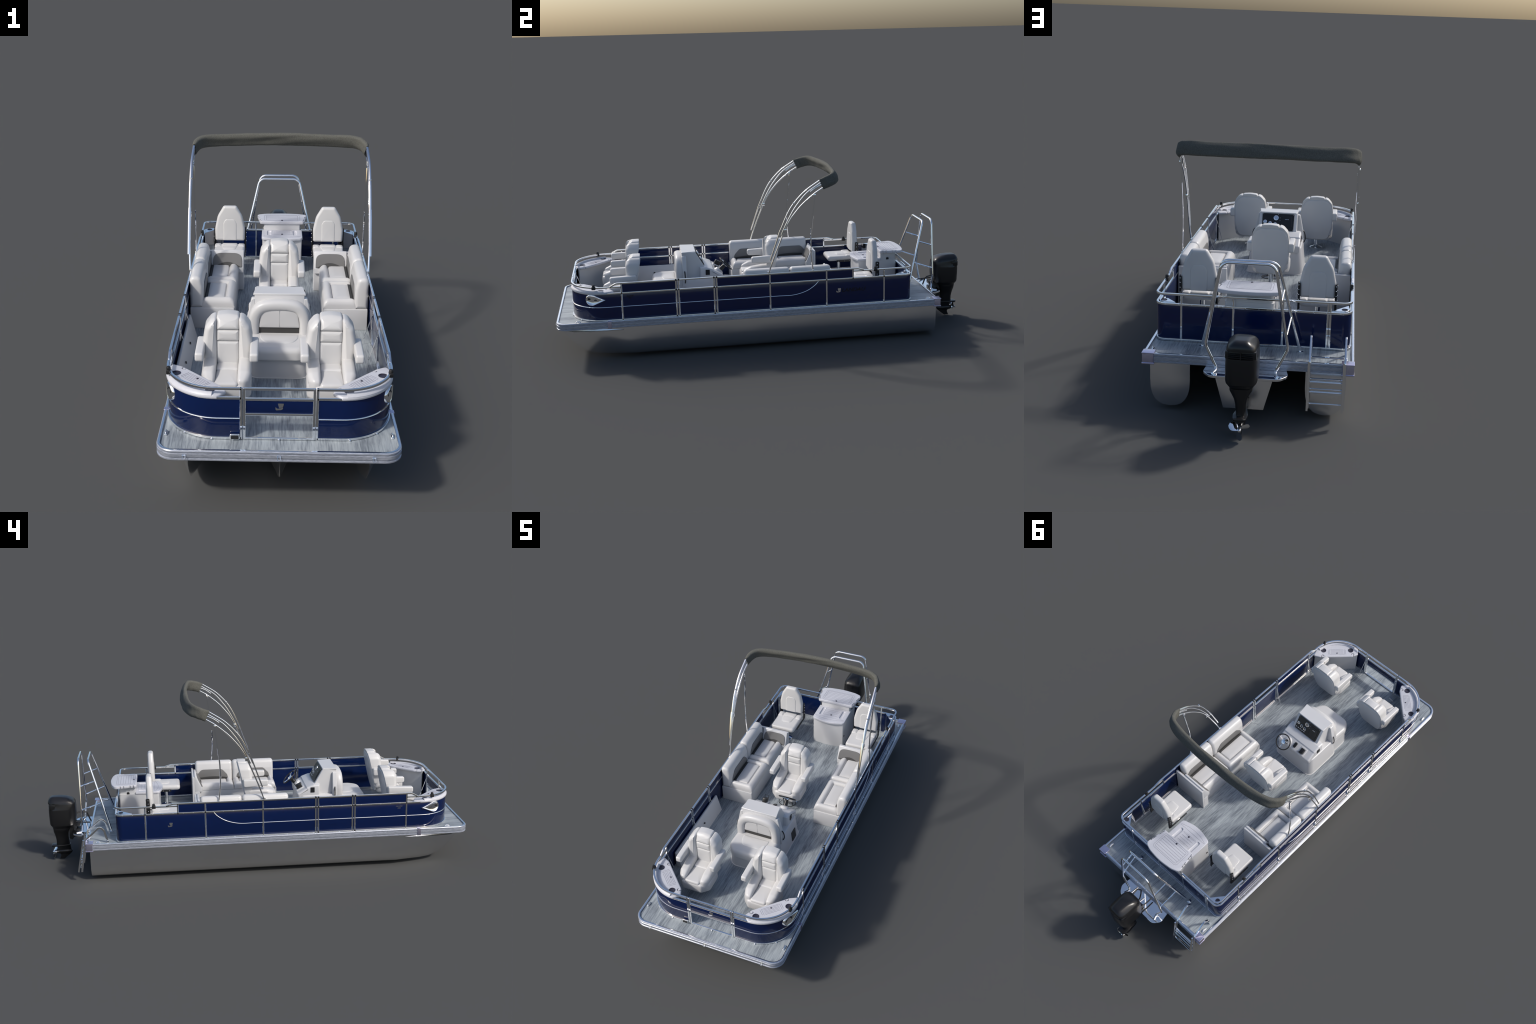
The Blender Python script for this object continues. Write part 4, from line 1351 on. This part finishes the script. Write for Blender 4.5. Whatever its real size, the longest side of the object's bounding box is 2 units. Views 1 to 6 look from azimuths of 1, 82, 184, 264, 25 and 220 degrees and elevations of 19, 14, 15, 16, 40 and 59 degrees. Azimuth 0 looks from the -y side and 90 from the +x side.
# rear air intake with slats
g = Geo()
g.add(box(-0.040, 0.040, 0.980, 0.9885, 0.2720, 0.2925, 0.002, 2))
make("air_intake", g, LETTER, motor)
g = Geo()
for z in (0.2745, 0.2805, 0.2865):
    g.add(slab(rpoly([(-0.040, 0.984), (0.040, 0.984), (0.036, 0.994, 0.006), (-0.036, 0.994, 0.006)], 0, 3), z - 0.0009, z + 0.0009, 0.0004, seg=1))
g.add(box(-0.0016, 0.0016, 0.984, 0.9955, 0.270, 0.294, 0.0004, 1))
for s in (-1, 1):
    g.add(box(min(s * 0.036, s * 0.047), max(s * 0.036, s * 0.047), 0.955, 0.990, 0.270, 0.294, 0.002, 2))
make("intake_slat", g, MOTOR, motor)
g = Geo()
mid = [oval(0.898, 0.985, 0.036, 0.170), oval(0.902, 0.983, 0.036, 0.160), oval(0.908, 0.982, 0.028, 0.146), oval(0.912, 0.978, 0.0215, 0.132), oval(0.913, 0.974, 0.018, 0.115), oval(0.912, 0.972, 0.0165, 0.100), oval(0.910, 0.972, 0.0150, 0.086), oval(0.908, 0.974, 0.0140, 0.076)]
g.add(loft(mid))
cav = rpoly([(-0.014, 0.905, 0.008), (0.014, 0.905, 0.008), (0.024, 0.96, 0.02), (0.020, 0.996, 0.008), (-0.020, 0.996, 0.008), (-0.024, 0.96, 0.02)], 0, 5)
g.add(slab(cav, 0.070, 0.0775, 0.002, seg=2))
g.add(box(-0.0025, 0.0025, 0.980, 0.995, 0.062, 0.072, 0.001, 1))
make("drive_leg", g, MOTOR, motor)
g = Geo()
gc = [oval(0.906, 0.972, 0.0125, 0.072, e=0.9), oval(0.905, 0.970, 0.0110, 0.058, e=0.9), oval(0.903, 0.968, 0.0105, 0.050, e=0.9)]
g.add(loft(gc))
tor = [(1e-7, 0.898), (0.006, 0.900), (0.011, 0.908), (0.0135, 0.925), (0.0135, 0.955), (0.0115, 0.972), (0.009, 0.976)]
g.add(lathe([(r, h) for r, h in tor], 24, frame((0, 0, 0.040), (1, 0, 0), (0, 0, -1), (0, 1, 0))))
sk = [(0.905, 0.040), (0.968, 0.040), (0.955, 0.020), (0.9625, 0.0), (0.940, 0.0), (0.903, 0.030)]
g.add(slab(sk, -0.0028, 0.0028, 0.001, seg=1), 0, YZ())
make("gear_case", g, MOTOR, motor)
g = Geo()
PM = frame((0, 0, 0.0375), (1, 0, 0), (0, 0, -1), (0, 1, 0))
g.add(lathe([(0.0075, 0.975), (0.0085, 0.982), (0.006, 0.991), (0.003, 0.994), (1e-7, 0.9945)], 18, PM))
for k in range(3):
    a0 = math.radians(90 + 120 * k)
    rings = []
    for i in range(9):
        t = i / 8
        r = 0.005 + 0.0305 * t
        c = 0.0042 + 0.0120 * math.sin(PI * min(0.96, 0.10 + 0.86 * t ** 1.5)) ** 0.8
        pitch = math.radians(58 - 26 * t)
        sec = []
        for q in range(10):
            b = 2 * PI * q / 10
            u, w = c * math.cos(b), 0.0007 * math.sin(b)
            tang = u * math.cos(pitch) - w * math.sin(pitch)
            ax = u * math.sin(pitch) + w * math.cos(pitch)
            ang = a0 + tang / max(r, 0.006) * 0.9
            sec.append(PM @ Vector((r * math.cos(ang), r * math.sin(ang), 0.983 + ax * 0.9)))
        rings.append(sec)
    g.add(loft(rings))
make("propeller", g, CHROME, motor)
g = Geo()
for s in (-1, 1):
    g.add(slab(rpoly([(0.866, 0.190), (0.906, 0.186), (0.906, 0.110), (0.892, 0.104), (0.878, 0.125), (0.866, 0.160)], 0.004, 3), 0, 0.006, 0.001, seg=1), 0, YZ(s * 0.014, s))
g.add(box(-0.014, 0.014, 0.878, 0.900, 0.115, 0.182, 0.003, 2))
g.add(tube([V(0.0, 0.904, 0.105), V(0, 0.895, 0.10), V(0, 0.893, 0.17)], 0.0035, 8))
g.add(box(-0.024, 0.024, 0.850, 0.872, 0.172, 0.190, 0.003, 2))
make("mounting_bracket", g, BLACK, motor)
g = Geo()
g.add(tube([V(-0.024, 0.872, 0.197), V(-0.026, 0.83, 0.193), V(-0.026, 0.800, 0.192)], 0.0034, 8, 0.01))
g.add(tube([V(0.034, 0.872, 0.222), V(0.040, 0.850, 0.226), V(0.045, 0.822, 0.222), V(0.046, 0.808, 0.186), V(0.05, 0.802, 0.170)], 0.0036, 8, 0.012))
make("control_hose", g, BLACK, motor)

# -------------------------------------------------------------- canopy frame
for s in (-1, 1):
    X = 0.3322
    leg = smooth3([V(s * 0.329, -0.021, 0.370), V(s * X, 0.008, 0.450), V(s * X, 0.056, 0.566), V(s * X, 0.081, 0.612), V(s * X, 0.101, 0.640), V(s * X, 0.137, 0.681), V(s * X, 0.192, 0.727), V(s * 0.328, 0.240, 0.757)], 42)
    bowm = make("canopy_bow", sweep(leg, sq(0.0062, 0.0070, 0.002), up=(s, 0, 0)), CHROME, root)
    t2 = smooth3([V(s * (X + .001), 0.040, 0.545), V(s * (X + .001), 0.052, 0.572), V(s * (X + .001), 0.078, 0.624), V(s * (X + .001), 0.110, 0.676), V(s * (X + .001), 0.160, 0.734), V(s * 0.329, 0.225, 0.777)], 36)
    make("canopy_bow", sweep(t2, sq(0.0058, 0.0080, 0.002), up=(s, 0, 0)), CHROME, bowm)
    t1 = smooth3([V(s * (X + .0008), 0.030, 0.545), V(s * (X + .0008), 0.045, 0.588), V(s * (X + .0008), 0.071, 0.645), V(s * (X + .0008), 0.100, 0.690), V(s * (X + .0008), 0.153, 0.744), V(s * 0.329, 0.220, 0.788)], 36)
    make("canopy_bow", sweep(t1, sq(0.0058, 0.0088, 0.002), up=(s, 0, 0)), CHROME, bowm)
    t4 = smooth3([V(s * (X - .002), 0.178, 0.738), V(s * (X - .002), 0.205, 0.757), V(s * 0.328, 0.232, 0.769)], 12)
    make("canopy_bow", sweep(t4, sq(0.0060, 0.0056, 0.002), up=(s, 0, 0)), CHROME, bowm)
    flat = [V(s * (X + 0.0014), -0.013, 0.431), V(s * (X + 0.0012), 0.032, 0.560), V(s * (X + 0.001), 0.047, 0.592)]
    make("canopy_plate", sweep(flat, sq(0.0062, 0.0100, 0.001), up=(s, 0, 0)), CHROME, bowm)
    strut = smooth3([V(s * 0.326, 0.187, 0.368), V(s * 0.326, 0.178, 0.450), V(s * 0.326, 0.178, 0.520), V(s * 0.327, 0.182, 0.580), V(s * 0.330, 0.200, 0.722), V(s * 0.332, 0.204, 0.735)], 24)
    make("canopy_strut", sweep(strut, rnd(0.0034, 8)), CHROME, bowm)
    g = Geo()
    g.add(box(s * 0.327 - 0.004, s * 0.327 + 0.004, -0.028, -0.014, ZT + 0.003, ZT + 0.012, 0.002, 2))
    g.add(box(s * 0.326 - 0.004, s * 0.326 + 0.004, 0.182, 0.192, ZT + 0.003, ZT + 0.010, 0.002, 2))
    g.add(box(s * X - 0.005, s * X + 0.005, 0.050, 0.064, 0.556, 0.574, 0.002, 2))
    g.add(box(s * X - 0.005, s * X + 0.005, 0.190, 0.202, 0.714, 0.728, 0.002, 2))
    g.add(box(s * X - 0.004, s * X + 0.006, 0.096, 0.104, 0.684, 0.694, 0.002, 2))
    make("canopy_hinge", g, CHROME, bowm)

# rolled canvas boot over the folded bows
half = [V(0.3285, 0.229, 0.769), V(0.3270, 0.246, 0.7760), V(0.3195, 0.268, 0.7830), V(0.304, 0.288, 0.7885), V(0.279, 0.301, 0.7915), V(0.242, 0.3100, 0.7925), V(0.17, 0.318, 0.7940), V(0.08, 0.3235, 0.7950)]
pth = [V(-p.x, p.y, p.z) for p in half] + [V(0, 0.325, 0.7950)] + list(reversed(half))
pth = smooth3(pth, 150)
wdir = Vector((0, 0.40, -0.916)).normalized()
verts, faces = [], []
NP = 30
n = len(pth)
for i, p in enumerate(pth):
    t = (pth[min(i + 1, n - 1)] - pth[max(i - 1, 0)]).normalized()
    w = (wdir - t * wdir.dot(t)).normalized()
    b = t.cross(w).normalized()
    u = abs(2 * i / (n - 1) - 1)
    hw = 0.0270 - 0.001 * u
    th = 0.0120 - 0.0060 * max(0, (u - 0.86) / 0.14)
    for k in range(NP):
        a = 2 * PI * k / NP
        ca, sa = math.cos(a), math.sin(a)
        x = math.copysign(abs(ca) ** 0.75, ca) * hw
        y = math.copysign(abs(sa) ** 0.7, sa) * th
        q = p + w * x + b * y
        nz = noise.noise(Vector((q.x * 9, q.y * 40, q.z * 40))) * 0.0022 + noise.noise(Vector((q.x * 22, q.y * 70 + 5, q.z * 70))) * 0.0011
        fold = 0.0016 * math.sin(ca * 5 + 3 * math.sin(p.x * 9)) * (1 - u * 0.5)
        q += (w * ca + b * sa) * (nz + fold * abs(sa))
        verts.append(q)
for i in range(n - 1):
    for k in range(NP):
        j = (k + 1) % NP
        faces.append((i * NP + k, i * NP + j, (i + 1) * NP + j, (i + 1) * NP + k))
boot = make("canopy_boot", (verts, faces), CANVAS, root, 60)
g = Geo()
for e, d in ((0, 1), (n - 1, -1)):
    ring_ = verts[e * NP:(e + 1) * NP]
    nx_ = pth[e + d * 3] - pth[e]
    c_ = sum(ring_, Vector()) / NP
    inner = [c_ + (p - c_) * 0.96 + nx_ * 0.25 for p in ring_]
    g.add((inner, [tuple(range(NP))]))
make("boot_end", g, LETTER, boot)  # near-black face painting the unlit hollow of the open boot
